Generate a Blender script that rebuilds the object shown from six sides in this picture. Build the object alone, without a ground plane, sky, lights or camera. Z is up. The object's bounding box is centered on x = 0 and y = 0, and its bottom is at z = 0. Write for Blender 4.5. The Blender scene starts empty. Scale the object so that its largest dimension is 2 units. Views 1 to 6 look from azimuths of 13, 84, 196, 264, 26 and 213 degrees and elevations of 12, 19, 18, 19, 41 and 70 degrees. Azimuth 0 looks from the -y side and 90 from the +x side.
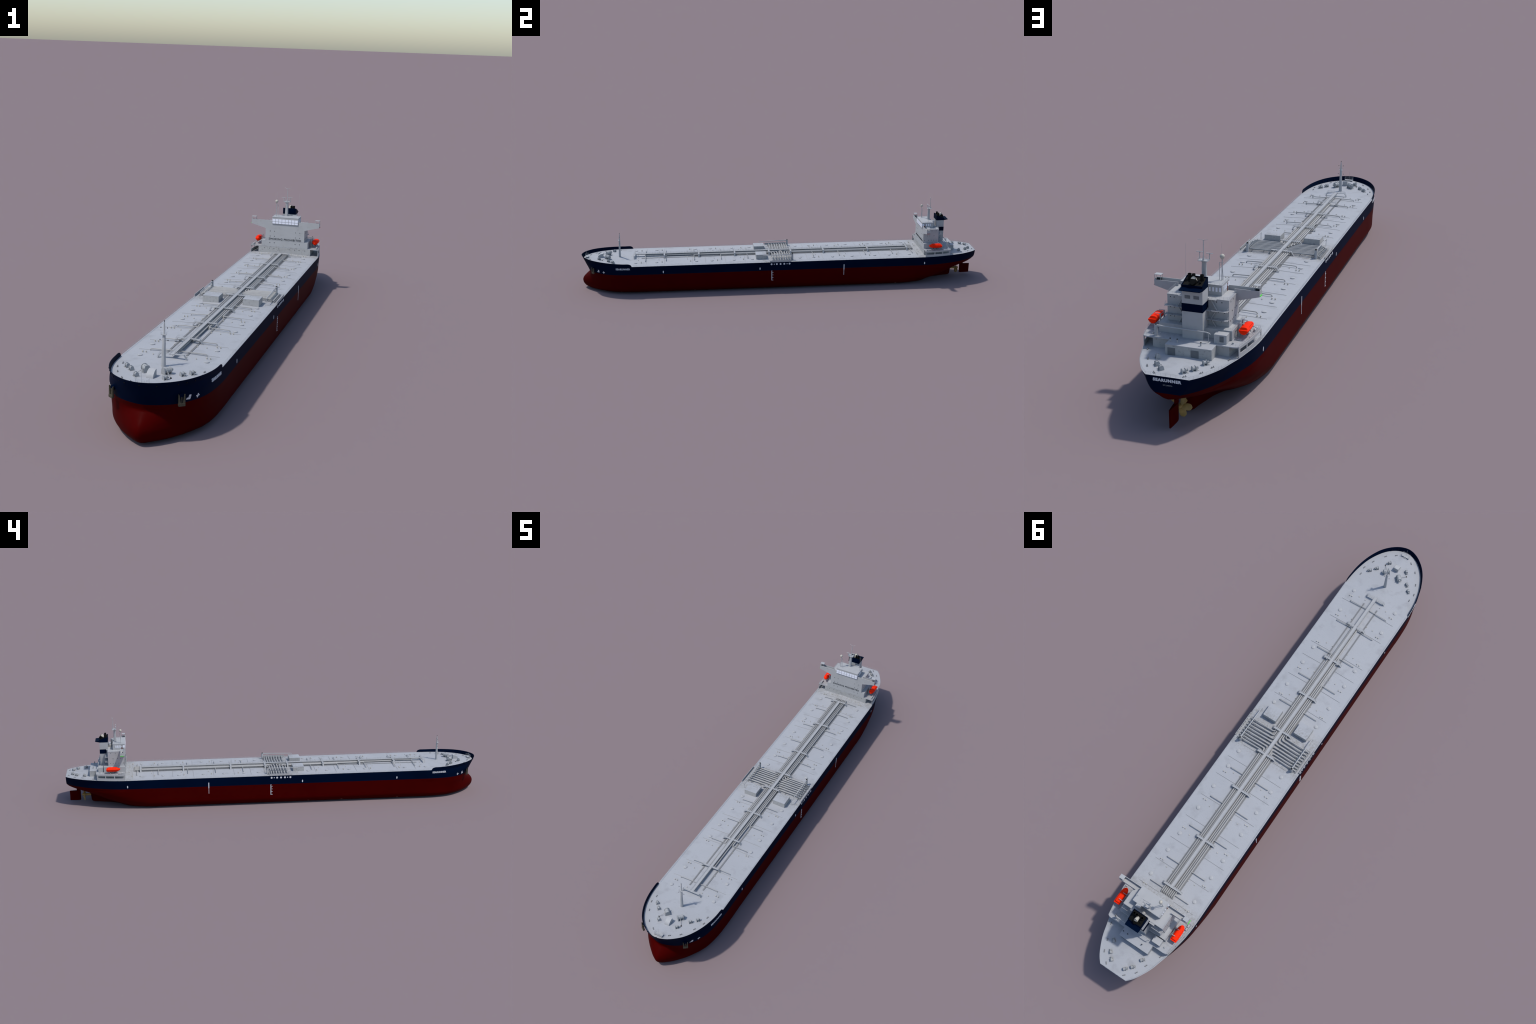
import bpy, bmesh, math, random
import numpy as np
from mathutils import Vector, Matrix

random.seed(7)
scene = bpy.context.scene
COL = scene.collection

# ------------------------------------------------------------------ materials
def mat(name, color, rough=0.6, noise=0.0, nscale=60.0, blotch=None, blotch_amt=0.0,
        blotch_scale=45.0, metallic=0.0, spec=0.3, bump=0.0, stretch=None, fine=0.0):
    m = bpy.data.materials.new(name)
    m.use_nodes = True
    nt = m.node_tree
    N, L = nt.nodes, nt.links
    for n in list(N):
        N.remove(n)
    out = N.new("ShaderNodeOutputMaterial")
    b = N.new("ShaderNodeBsdfPrincipled")
    L.new(b.outputs[0], out.inputs[0])
    b.inputs["Roughness"].default_value = rough
    b.inputs["Metallic"].default_value = metallic
    b.inputs["Specular IOR Level"].default_value = spec
    tc = N.new("ShaderNodeTexCoord")
    mp = N.new("ShaderNodeMapping")
    L.new(tc.outputs["Object"], mp.inputs[0])
    if stretch:
        mp.inputs["Scale"].default_value = stretch
    c = (*color, 1.0)
    rgb = N.new("ShaderNodeRGB")
    rgb.outputs[0].default_value = c
    cur = rgb.outputs[0]

    def mixnode(a, bcol, fac):
        mx = N.new("ShaderNodeMix")
        mx.data_type = 'RGBA'
        L.new(a, mx.inputs["A"])
        mx.inputs["B"].default_value = (*bcol, 1.0)
        L.new(fac, mx.inputs["Factor"])
        return mx.outputs["Result"]

    def noisefac(scale, lo, hi, amt, detail=6.0, vec=None):
        t = N.new("ShaderNodeTexNoise")
        t.inputs["Scale"].default_value = scale
        t.inputs["Detail"].default_value = detail
        L.new(vec or mp.outputs[0], t.inputs["Vector"])
        mr = N.new("ShaderNodeMapRange")
        mr.inputs["From Min"].default_value = lo
        mr.inputs["From Max"].default_value = hi
        mr.inputs["To Max"].default_value = amt
        L.new(t.outputs["Fac"], mr.inputs["Value"])
        return mr.outputs[0]
    if noise > 0:
        dark = tuple(x * (1 - noise) for x in color)
        cur = mixnode(cur, dark, noisefac(nscale, 0.35, 0.75, 1.0))
    if fine > 0:
        dark = tuple(x * (1 - fine) for x in color)
        cur = mixnode(cur, dark, noisefac(420.0, 0.45, 0.75, 1.0, 3.0))
    if blotch is not None and blotch_amt > 0:
        cur = mixnode(cur, blotch, noisefac(blotch_scale, 0.55, 0.72, blotch_amt, 8.0))
    L.new(cur, b.inputs["Base Color"])
    m["bsdf"] = b.name
    return m

def nodes_of(m):
    return m.node_tree.nodes, m.node_tree.links, m.node_tree.nodes[m["bsdf"]]

WHITE = (0.375, 0.385, 0.405)
M_DECK = mat("deck_paint", (0.385, 0.395, 0.415), 0.65, noise=0.05, nscale=14, blotch=(0.27, 0.275, 0.285),
             blotch_amt=0.5, blotch_scale=26, spec=0.25, fine=0.10)
M_WALL = mat("house_paint", (0.40, 0.405, 0.41), 0.6, noise=0.06, nscale=30, blotch=(0.29, 0.285, 0.275),
             blotch_amt=0.30, blotch_scale=80, spec=0.25)
M_STAIN = mat("stained_paint", (0.39, 0.39, 0.385), 0.65, noise=0.12, nscale=60, blotch=(0.19, 0.19, 0.185),
              blotch_amt=0.55, blotch_scale=150, spec=0.2)
M_PLAIN = mat("fitting_paint", (0.39, 0.395, 0.40), 0.6, noise=0.06, nscale=50, spec=0.25)
M_PIPE = mat("pipe_paint", (0.355, 0.353, 0.345), 0.6, noise=0.10, nscale=60, spec=0.3)
M_GREY = mat("tray_grey", (0.23, 0.235, 0.24), 0.7, noise=0.18, nscale=220, spec=0.2)
M_GRILL = mat("louvre_grey", (0.16, 0.17, 0.18), 0.7, noise=0.3, nscale=500, stretch=(0.3, 0.3, 3), spec=0.2)
M_WINCH = mat("winch_grey", (0.36, 0.37, 0.375), 0.6, noise=0.25, nscale=260, spec=0.25)
M_CREAM = mat("cream_paint", (0.47, 0.445, 0.385), 0.55, noise=0.10, nscale=150, spec=0.3)
M_NAVY = mat("navy_topside", (0.0004, 0.0048, 0.020), 0.5, noise=0.2, nscale=12, spec=0.014)
M_RED = mat("antifouling_red", (0.050, 0.0005, 0.0004), 0.5, noise=0.12, nscale=10, spec=0.015)
M_ORANGE = mat("lifeboat_orange", (0.95, 0.026, 0.002), 0.6, noise=0.06, nscale=120, spec=0.08)
M_BLACK = mat("soot_black", (0.006, 0.006, 0.005), 0.75, noise=0.3, nscale=120, spec=0.15)
M_DARK = mat("dark_opening", (0.012, 0.016, 0.02), 0.5, spec=0.3)
M_INNER = mat("shaded_passage", (0.09, 0.095, 0.10), 0.8, noise=0.3, nscale=120, spec=0.15)
M_MARK = mat("white_marking", (0.62, 0.64, 0.68), 0.55, noise=0.05, nscale=200, spec=0.25)
M_DIM = mat("grey_marking", (0.20, 0.205, 0.22), 0.6, spec=0.2)
M_GLASS = mat("bright_pane", (0.78, 0.80, 0.88), 0.35, noise=0.03, nscale=100, spec=0.5)
M_LETTER = mat("dark_lettering", (0.03, 0.034, 0.038), 0.6, spec=0.2)
M_BRASS = mat("bronze_propeller", (0.40, 0.255, 0.075), 0.5, noise=0.35, nscale=90, spec=0.4)
M_ANCHOR = mat("rusty_anchor", (0.075, 0.066, 0.045), 0.7, noise=0.45, nscale=160, spec=0.2)
M_GREEN = mat("starboard_light_green", (0.05, 0.75, 0.015), 0.4, spec=0.3)
M_REDL = mat("port_light_red", (0.40, 0.012, 0.015), 0.4, spec=0.3)
M_DOOR = mat("door_brown", (0.12, 0.022, 0.016), 0.6, spec=0.2)
M_WIRE = mat("rail_wire", (0.36, 0.37, 0.39), 0.6, spec=0.2)

# pale chips low on the turn of the bilge
def add_chips():
    N, L, b = nodes_of(M_RED)
    src = b.inputs["Base Color"].links[0].from_socket
    tc = N.new("ShaderNodeTexCoord")
    sep = N.new("ShaderNodeSeparateXYZ"); L.new(tc.outputs["Object"], sep.inputs[0])
    band = N.new("ShaderNodeMapRange")
    band.inputs["From Min"].default_value = 0.013; band.inputs["From Max"].default_value = 0.007
    L.new(sep.outputs["Z"], band.inputs["Value"])
    t = N.new("ShaderNodeTexNoise"); t.inputs["Scale"].default_value = 55; t.inputs["Detail"].default_value = 5
    L.new(tc.outputs["Object"], t.inputs["Vector"])
    th = N.new("ShaderNodeMapRange")
    th.inputs["From Min"].default_value = 0.67; th.inputs["From Max"].default_value = 0.70
    L.new(t.outputs["Fac"], th.inputs["Value"])
    mu = N.new("ShaderNodeMath"); mu.operation = 'MULTIPLY'
    L.new(band.outputs[0], mu.inputs[0]); L.new(th.outputs[0], mu.inputs[1])
    mx = N.new("ShaderNodeMix"); mx.data_type = 'RGBA'
    L.new(src, mx.inputs["A"]); mx.inputs["B"].default_value = (0.22, 0.15, 0.12, 1)
    L.new(mu.outputs[0], mx.inputs["Factor"])
    L.new(mx.outputs["Result"], b.inputs["Base Color"])
add_chips()

# darker beige speckle on deck around the manifold and before the house
def add_deck_speckle():
    N, L, b = nodes_of(M_DECK)
    src = b.inputs["Base Color"].links[0].from_socket
    tc = N.new("ShaderNodeTexCoord")
    sep = N.new("ShaderNodeSeparateXYZ"); L.new(tc.outputs["Object"], sep.inputs[0])
    def mr(sock, a, bb, to=1.0):
        n = N.new("ShaderNodeMapRange"); n.inputs["From Min"].default_value = a
        n.inputs["From Max"].default_value = bb; n.inputs["To Max"].default_value = to
        L.new(sock, n.inputs["Value"]); return n.outputs[0]
    def math_(op, a, bb):
        n = N.new("ShaderNodeMath"); n.operation = op
        for i, s in enumerate((a, bb)):
            if isinstance(s, (int, float)): n.inputs[i].default_value = s
            else: L.new(s, n.inputs[i])
        return n.outputs[0]
    ay = math_('ABSOLUTE', math_('ADD', sep.outputs["Y"], 0.02), 0)
    mid = mr(ay, 0.11, 0.07)
    aft = math_('MULTIPLY', mr(sep.outputs["Y"], 0.66, 0.70), mr(sep.outputs["Y"], 0.86, 0.80))
    region = math_('MAXIMUM', mid, aft)
    t = N.new("ShaderNodeTexNoise"); t.inputs["Scale"].default_value = 150; t.inputs["Detail"].default_value = 8
    L.new(tc.outputs["Object"], t.inputs["Vector"])
    sp = mr(t.outputs["Fac"], 0.40, 0.70, 0.75)
    f = math_('MULTIPLY', region, sp)
    mx = N.new("ShaderNodeMix"); mx.data_type = 'RGBA'
    L.new(src, mx.inputs["A"]); mx.inputs["B"].default_value = (0.245, 0.238, 0.22, 1)
    L.new(f, mx.inputs["Factor"])
    # short drag scratches
    mp = N.new("ShaderNodeMapping"); mp.inputs["Scale"].default_value = (9, 70, 1); mp.inputs["Rotation"].default_value = (0, 0, .6)
    L.new(tc.outputs["Object"], mp.inputs[0])
    w = N.new("ShaderNodeTexNoise"); w.inputs["Scale"].default_value = 4.0; w.inputs["Detail"].default_value = 5
    L.new(mp.outputs[0], w.inputs["Vector"])
    sc = mr(w.outputs["Fac"], 0.64, 0.74, 0.45)
    mx2 = N.new("ShaderNodeMix"); mx2.data_type = 'RGBA'
    L.new(mx.outputs["Result"], mx2.inputs["A"]); mx2.inputs["B"].default_value = (0.27, 0.275, 0.285, 1)
    L.new(sc, mx2.inputs["Factor"])
    L.new(mx2.outputs["Result"], b.inputs["Base Color"])
add_deck_speckle()

# ------------------------------------------------------------------ mesh builder
class B:
    """Collects simple solids into one mesh."""
    def __init__(s):
        s.v = []; s.f = []
    def add(s, verts, faces):
        o = len(s.v)
        s.v += [tuple(p) for p in verts]
        s.f += [tuple(i + o for i in f) for f in faces]
        return s
    def box(s, x0, x1, y0, y1, z0, z1):
        p = [(x, y, z) for z in (z0, z1) for y in (y0, y1) for x in (x0, x1)]
        return s.add(p, [(0, 2, 3, 1), (4, 5, 7, 6), (0, 1, 5, 4), (1, 3, 7, 5), (3, 2, 6, 7), (2, 0, 4, 6)])
    def prism(s, poly, axis, a, b):
        """extrude 2-D polygon along axis (0,1,2) from a to b"""
        def P(u, v, w):
            return {0: (w, u, v), 1: (u, w, v), 2: (u, v, w)}[axis]
        n = len(poly)
        vs = [P(u, v, a) for u, v in poly] + [P(u, v, b) for u, v in poly]
        fs = [tuple(range(n - 1, -1, -1)), tuple(range(n, 2 * n))]
        fs += [(i, (i + 1) % n, n + (i + 1) % n, n + i) for i in range(n)]
        return s.add(vs, fs)
    def loft(s, rings, caps=True, closed=True):
        n = len(rings[0]); vs = [p for r in rings for p in r]; fs = []
        for k in range(len(rings) - 1):
            for i in range(n if closed else n - 1):
                j = (i + 1) % n
                fs.append((k * n + i, k * n + j, (k + 1) * n + j, (k + 1) * n + i))
        if caps:
            fs.append(tuple(range(n - 1, -1, -1)))
            fs.append(tuple(range((len(rings) - 1) * n, len(rings) * n)))
        return s.add(vs, fs)
    def rings_along(s, pts, radii, n, caps=True):
        pts = [Vector(p) for p in pts]
        rings = []
        up = None
        for i, p in enumerate(pts):
            if i == 0: t = pts[1] - p
            elif i == len(pts) - 1: t = p - pts[i - 1]
            else: t = (pts[i + 1] - p).normalized() + (p - pts[i - 1]).normalized()
            t.normalize()
            if up is None:
                up = Vector((0, 0, 1)) if abs(t.z) < 0.9 else Vector((1, 0, 0))
            u = (up - t * up.dot(t)).normalized()
            w = t.cross(u)
            up = u
            r = radii[i] if hasattr(radii, "__len__") else radii
            rings.append([tuple(p + (u * math.cos(a) + w * math.sin(a)) * r)
                          for a in [2 * math.pi * (k + 0.5) / n for k in range(n)]])
        return s.loft(rings, caps)
    def cyl(s, p0, p1, r0, r1=None, n=12):
        return s.rings_along([p0, p1], [r0, r0 if r1 is None else r1], n)
    def tube(s, pts, r, n=8):
        return s.rings_along(pts, r, n)
    def ball(s, c, r, nu=14, nv=8, sz=1.0):
        rings = []
        for k in range(nv + 1):
            a = -math.pi / 2 + math.pi * k / nv
            rr = max(math.cos(a), 1e-3) * r
            rings.append([(c[0] + rr * math.cos(2 * math.pi * i / nu), c[1] + rr * math.sin(2 * math.pi * i / nu),
                           c[2] + r * sz * math.sin(a)) for i in range(nu)])
        return s.loft(rings)
    def sym(s):
        """mirror everything so far to the other side (x -> -x)"""
        o = len(s.v)
        s.v += [(-x, y, z) for x, y, z in s.v]
        s.f += [tuple(i + o for i in reversed(f)) for f in list(s.f)]
        return s
    def mesh(s, name):
        me = bpy.data.meshes.new(name)
        me.from_pydata(s.v, [], s.f)
        bm = bmesh.new(); bm.from_mesh(me)
        bmesh.ops.recalc_face_normals(bm, faces=bm.faces)
        bm.to_mesh(me); bm.free()
        return me
    def obj(s, name, parent, m, smooth=None, bevel=0.0):
        return make(name, s.mesh(name), parent, m, smooth, bevel)

def make(name, me, parent, m, smooth=None, bevel=0.0, loc=None, rot=None):
    if m is not None and not me.materials:
        me.materials.append(m)
    ob = bpy.data.objects.new(name, me)
    COL.objects.link(ob)
    if parent: ob.parent = parent
    if loc: ob.location = loc
    if rot: ob.rotation_euler = rot
    if smooth is not None:
        me.polygons.foreach_set("use_smooth", [True] * len(me.polygons))
        me.set_sharp_from_angle(angle=math.radians(smooth))
    if bevel:
        bv = ob.modifiers.new("edge", 'BEVEL'); bv.width = bevel; bv.segments = 2
        bv.limit_method = 'ANGLE'; bv.angle_limit = math.radians(50)
    return ob

def repeat(name, me, parent, m, places, smooth=None):
    """places: list of (location, z rotation); all share one mesh"""
    out = []
    first = make(name, me, parent, m, smooth, loc=places[0][0], rot=(0, 0, places[0][1]))
    out.append(first)
    for loc, rz in places[1:]:
        c = first.copy(); COL.objects.link(c)
        c.location = loc; c.rotation_euler = (0, 0, rz)
        out.append(c)
    return out

# ------------------------------------------------------------------ root
ship = bpy.data.objects.new("oil_tanker", None)
COL.objects.link(ship)
ship.empty_display_size = 0.2
ship["label"] = "long crude oil tanker, white deck, navy topsides, red bottom"
ship["category"] = "tanker ship"

# ------------------------------------------------------------------ hull form
HB = 0.1438            # half breadth amidships
ZP = 0.1000            # paint line
ZD = 0.1425            # deck at side amidships

def deck_edge(y):
    s = max(0.0, (-0.76 - y) / 0.23)
    return ZD + 0.0072 * s ** 1.25

def pb(z, r=0.0335):     # half breadth of the parallel body: flat bottom, round bilge
    if z >= r: return HB
    return HB - r + math.sqrt(max(0.0, r * r - (r - z) ** 2))

# water lines at the bow: (y, half breadth) from the stem aft
BOW = {
    0.000: [(-.972, 0), (-.956, .022), (-.925, .052), (-.88, .080), (-.825, .101), (-.76, .108), (-.69, .110)],
    0.006: [(-.985, 0), (-.968, .027), (-.936, .059), (-.895, .088), (-.835, .116), (-.77, .1268), (-.69, .1298)],
    0.015: [(-.993, 0), (-.977, .029), (-.946, .062), (-.908, .092), (-.85, .1225), (-.79, .1350), (-.71, .1383)],
    0.025: [(-.9985, 0), (-.985, .025), (-.965, .047), (-.938, .073), (-.905, .0985), (-.85, .1258), (-.79, .1388), (-.72, .1432)],
    0.037: [(-1.0, 0), (-.989, .022), (-.971, .043), (-.945, .068), (-.910, .096), (-.86, .1225), (-.80, .1375), (-.72, .1435)],
    0.050: [(-.996, 0), (-.986, .021), (-.968, .043), (-.943, .068), (-.908, .0975), (-.86, .1235), (-.80, .1376), (-.72, .1436)],
    0.062: [(-.986, 0), (-.978, .021), (-.963, .043), (-.941, .068), (-.907, .0995), (-.86, .1245), (-.80, .1378), (-.72, .1436)],
    0.075: [(-.972, 0), (-.966, .021), (-.953, .047), (-.936, .072), (-.906, .102), (-.862, .1255), (-.81, .1372), (-.72, .1436)],
    0.082: [(-.9645, 0), (-.960, .021), (-.9495, .050), (-.936, .0735), (-.906, .1035), (-.864, .1255), (-.81, .1375), (-.72, .1436)],
    0.100: [(-.969, 0), (-.961, .036), (-.941, .0735), (-.906, .1045), (-.866, .1255), (-.82, .137), (-.75, .1434)],
    0.120: [(-.980, 0), (-.971, .036), (-.949, .0735), (-.915, .105), (-.872, .126), (-.82, .138), (-.75, .1435)],
    0.1425: [(-.990, 0), (-.9835, .036), (-.962, .069), (-.932, .0945), (-.88, .121), (-.82, .1365), (-.755, .1432), (-.69, .1438)],
}
# water lines at the stern, running aft to the skeg or the transom
STERN = {
    0.000: [(.66, .104), (.70, .092), (.73, .075), (.755, .052), (.785, .037), (.812, .029), (.85, .019), (.876, .0125), (.886, 0)],
    0.006: [(.66, .1205), (.70, .108), (.73, .088), (.757, .062), (.785, .043), (.812, .032), (.85, .021), (.877, .0135), (.888, 0)],
    0.015: [(.66, .131), (.70, .118), (.735, .098), (.765, .072), (.79, .050), (.815, .036), (.85, .024), (.878, .0145), (.889, 0)],
    0.025: [(.66, .137), (.70, .130), (.738, .119), (.767, .098), (.79, .070), (.815, .045), (.85, .028), (.88, .016), (.8905, 0)],
    0.037: [(.66, .1415), (.71, .136), (.755, .126), (.785, .111), (.81, .088), (.83, .056), (.855, .034), (.882, .019), (.893, 0)],
    0.050: [(.67, .1425), (.72, .138), (.765, .129), (.80, .116), (.825, .1015), (.846, .075), (.865, .046), (.890, .024), (.912, 0)],
    0.062: [(.69, .1425), (.75, .137), (.79, .1275), (.83, .113), (.856, .0975), (.878, .075), (.898, .048), (.919, .024), (.942, 0)],
    0.075: [(.69, .1432), (.76, .1375), (.80, .1285), (.84, .116), (.87, .103), (.899, .085), (.928, .062), (.952, .034), (.972, 0)],
    0.0875: [(.70, .1435), (.765, .138), (.805, .1285), (.845, .117), (.88, .103), (.915, .087), (.95, .066), (.98, .036), (1.0, 0)],
    0.0915: [(.70, .1435), (.768, .1375), (.81, .1275), (.845, .118), (.88, .1045), (.915, .089), (.95, .069), (.982, .043), (1.0, .0155)],
    0.100: [(.70, .1435), (.775, .1365), (.81, .1285), (.845, .1195), (.885, .106), (.9205, .0905), (.958, .069), (.982, .050), (1.0, .0315)],
    0.120: [(.72, .1435), (.775, .138), (.81, .1310), (.845, .1215), (.885, .109), (.92, .096), (.955, .078), (.98, .0615), (1.0, .0475)],
    0.1425: [(.73, .1435), (.775, .1395), (.81, .1335), (.848, .126), (.885, .1155), (.915, .1065), (.942, .0945), (.98, .0725), (1.0, .0545)],
}
NB, NM, NS = 40, 9, 52

def catmull(P, per=14):
    P = [np.array(p, float) for p in P]
    out = []
    for i in range(1, len(P) - 2):
        p0, p1, p2, p3 = P[i - 1], P[i], P[i + 1], P[i + 2]
        t0 = 0.0
        t1 = t0 + max(np.linalg.norm(p1 - p0), 1e-6) ** 0.5
        t2 = t1 + max(np.linalg.norm(p2 - p1), 1e-6) ** 0.5
        t3 = t2 + max(np.linalg.norm(p3 - p2), 1e-6) ** 0.5
        for t in np.linspace(t1, t2, per, endpoint=False):
            a1 = (t1 - t) / (t1 - t0) * p0 + (t - t0) / (t1 - t0) * p1
            a2 = (t2 - t) / (t2 - t1) * p1 + (t - t1) / (t2 - t1) * p2
            a3 = (t3 - t) / (t3 - t2) * p2 + (t - t2) / (t3 - t2) * p3
            b1 = (t2 - t) / (t2 - t0) * a1 + (t - t0) / (t2 - t0) * a2
            b2 = (t3 - t) / (t3 - t1) * a2 + (t - t1) / (t3 - t1) * a3
            out.append((t2 - t) / (t2 - t1) * b1 + (t - t1) / (t2 - t1) * b2)
    out.append(P[-2])
    return np.array(out)

def resample(c, n, pw=1.0):
    d = np.r_[0, np.cumsum(np.linalg.norm(np.diff(c, axis=0), axis=1))]
    s = np.linspace(0, 1, n) ** pw * d[-1]
    return np.c_[np.interp(s, d, c[:, 0]), np.interp(s, d, c[:, 1])]

def bow_row(z, pts):
    pts = pts + [(-.62, pb(z))]
    g = (pts[1][0], -pts[1][1])
    c = catmull([g] + pts + [(-.55, pb(z))])
    return resample(c, NB, 1.25)

def stern_row(z, pts):
    pts = [(.60, pb(z))] + pts
    if pts[-1][1] == 0: g = (pts[-2][0], -pts[-2][1])
    else: g = (2 * pts[-1][0] - pts[-2][0], 2 * pts[-1][1] - pts[-2][1])
    c = catmull([(.52, pb(z))] + pts + [g])
    return resample(c, NS)

def pchip(xs, ys, x):
    """monotone cubic interpolation, ys: (n, ...)"""
    xs = np.array(xs); ys = np.array(ys); h = np.diff(xs)
    sh = (-1,) + (1,) * (ys.ndim - 1)
    dl = np.diff(ys, axis=0) / h.reshape(sh)
    d = np.zeros_like(ys)
    for k in range(1, len(xs) - 1):
        w1 = 2 * h[k] + h[k - 1]; w2 = h[k] + 2 * h[k - 1]
        a, b = dl[k - 1], dl[k]
        ok = a * b > 0
        den = np.where(ok, w1 / np.where(ok, a, 1) + w2 / np.where(ok, b, 1), 1)
        d[k] = np.where(ok, (w1 + w2) / den, 0)
    d[0] = dl[0]; d[-1] = dl[-1]
    k = int(np.clip(np.searchsorted(xs, x) - 1, 0, len(xs) - 2))
    t = (x - xs[k]) / h[k]
    return ((1 + 2 * t) * (1 - t) ** 2 * ys[k] + t * (1 - t) ** 2 * h[k] * d[k]
            + t * t * (3 - 2 * t) * ys[k + 1] + t * t * (t - 1) * h[k] * d[k + 1])

bz = sorted(BOW); bowR = np.array([bow_row(z, BOW[z]) for z in bz])
sz_ = sorted(STERN); sternR = np.array([stern_row(z, STERN[z]) for z in sz_])

def waterline(z):
    """points (y, x) along one side of the hull, stem to stern"""
    b = pchip(bz, bowR, z); s = pchip(sz_, sternR, z)
    b[-1, 1] = s[0, 1] = pb(z)
    mid = np.c_[np.linspace(-.62, .60, NM + 2)[1:-1], np.full(NM, pb(z))]
    return np.vstack([b, mid, s])

def real_z(z, y):
    return z if z <= ZP else ZP + (z - ZP) * (deck_edge(y) - ZP) / (ZD - ZP)

def half_breadth(y, z):
    """hull surface x at a station and height (port side)"""
    zz = z if z <= ZP else ZP + (z - ZP) * (ZD - ZP) / (deck_edge(y) - ZP)
    w = waterline(min(max(zz, 0), ZD))
    return float(np.interp(y, w[:, 0], w[:, 1]))

ZR = [0, .0015, .0035, .006, .009, .0125, .0165, .021, .0255, .031, .037, .0435, .05, .056, .062, .0685, .075,
      .0785, .082, .0848, .0875, .0895, .0915, .0955, .1, .106, .113, .12, .128, .135, .1425]
rows = [waterline(z) for z in ZR]
NT = len(rows[0])

def build_hull():
    verts, idx = [], {}
    for k, (z, w) in enumerate(zip(ZR, rows)):
        for i in range(NT):
            y, x = w[i]
            zz = real_z(z, y)
            for sgn in (1, -1):
                if abs(x) < 1e-6 and sgn == -1:
                    idx[k, i, sgn] = idx[k, i, 1]; continue
                idx[k, i, sgn] = len(verts); verts.append((sgn * max(x, 0), y, zz))
    faces, tag = [], []
    for k in range(len(ZR) - 1):
        for i in range(NT - 1):
            for sgn in (1, -1):
                q = [idx[k, i, sgn], idx[k, i + 1, sgn], idx[k + 1, i + 1, sgn], idx[k + 1, i, sgn]]
                if sgn == -1: q.reverse()
                q = list(dict.fromkeys(q))
                if len(q) > 2:
                    faces.append(q); tag.append("bottom" if ZR[k] < ZP - 1e-6 else "topside")
    for i in range(NT - 1):          # flat of bottom
        q = list(dict.fromkeys([idx[0, i, 1], idx[0, i, -1], idx[0, i + 1, -1], idx[0, i + 1, 1]]))
        if len(q) > 2:
            faces.append(q); tag.append("bottom")
    me = bpy.data.meshes.new("hull_form"); me.from_pydata(verts, [], faces)
    bm = bmesh.new(); bm.from_mesh(me)
    bmesh.ops.recalc_face_normals(bm, faces=bm.faces); bm.to_mesh(me); bm.free()
    me.polygons.foreach_set("use_smooth", [True] * len(me.polygons))
    nrm = [tuple(v.normal) for v in me.vertices]
    fl = [tuple(p.vertices) for p in me.polygons]
    for nm, m in (("bottom", M_RED), ("topside", M_NAVY)):
        fs = [f for f, t in zip(fl, tag) if t == nm]
        used = sorted({i for f in fs for i in f}); mp = {o: n for n, o in enumerate(used)}
        part = bpy.data.meshes.new(nm)
        part.from_pydata([verts[i] for i in used], [], [[mp[i] for i in f] for f in fs])
        part.polygons.foreach_set("use_smooth", [True] * len(part.polygons))
        part.normals_split_custom_set_from_vertices([nrm[i] for i in used])
        make("underwater_hull" if nm == "bottom" else "topside", part, ship, m)
    bpy.data.meshes.remove(me)
    # transom
    tv = []; tf_r, tf_n = [], []
    ks = [k for k, z in enumerate(ZR) if z >= .0875]
    for k in ks:
        y, x = rows[k][-1]; tv.append((x, 1.0, ZR[k])); tv.append((-x, 1.0, ZR[k]))
    red, navy = B(), B()
    for a in range(len(ks) - 1):
        q = [tv[2 * a], tv[2 * a + 1], tv[2 * a + 3], tv[2 * a + 2]]
        if tv[2 * a][0] < 1e-6: q = [tv[2 * a], tv[2 * a + 3], tv[2 * a + 2]]
        (red if ZR[ks[a]] < ZP - 1e-6 else navy).add(q, [tuple(range(len(q)))])
    for bld, nm, m in ((red, "transom_bottom", M_RED), (navy, "transom", M_NAVY)):
        me = bpy.data.meshes.new(nm); me.from_pydata(bld.v, [], bld.f); make(nm, me, ship, m)
        # face aft
        bm = bmesh.new(); bm.from_mesh(me); bmesh.ops.remove_doubles(bm, verts=bm.verts, dist=1e-6)
        for f in bm.faces:
            f.normal_update()
            if f.normal.y < 0: f.normal_flip()
        bm.to_mesh(me); bm.free()
build_hull()

CAMBER_MID = 0.0052
def camber(y): return CAMBER_MID * (1 - max(0.0, min(1.0, (y - .84) / .15)) * .93)
edgeW = rows[-1]
def deck_b(y): return max(1e-3, float(np.interp(y, edgeW[:, 0], edgeW[:, 1])))
def deck_z(x, y):
    return deck_edge(y) + camber(y) * (1 - min(1, abs(x) / deck_b(y)))

def build_deck():
    U = [-1, -.985, -.85, -.6, -.3, -.1, 0, .1, .3, .6, .85, .985, 1]
    rings = []
    for i in range(NT):
        y, x = edgeW[i]
        ring = []
        for u in U:
            ring.append((u * max(x, 1e-5), y, deck_edge(y) + camber(y) * (1 - abs(u)) * min(1, x / .03)))
        rings.append(ring)
    b = B(); b.loft(rings, caps=False, closed=False)
    # closing strip between cambered deck and transom top
    me = b.mesh("main_deck")
    ob = make("main_deck", me, ship, M_DECK, 20)
    if me.polygons[len(me.polygons) // 2].normal.z < 0:
        me.flip_normals()
    # camber gusset at the transom
    y, x = edgeW[-1]
    g = B(); g.prism([(-x, ZD - .0001), (x, ZD - .0001), (0, ZD + camber(1.0))], 1, y - .0012, y)
    g.obj("transom_coaming", ship, M_NAVY)
build_deck()

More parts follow.
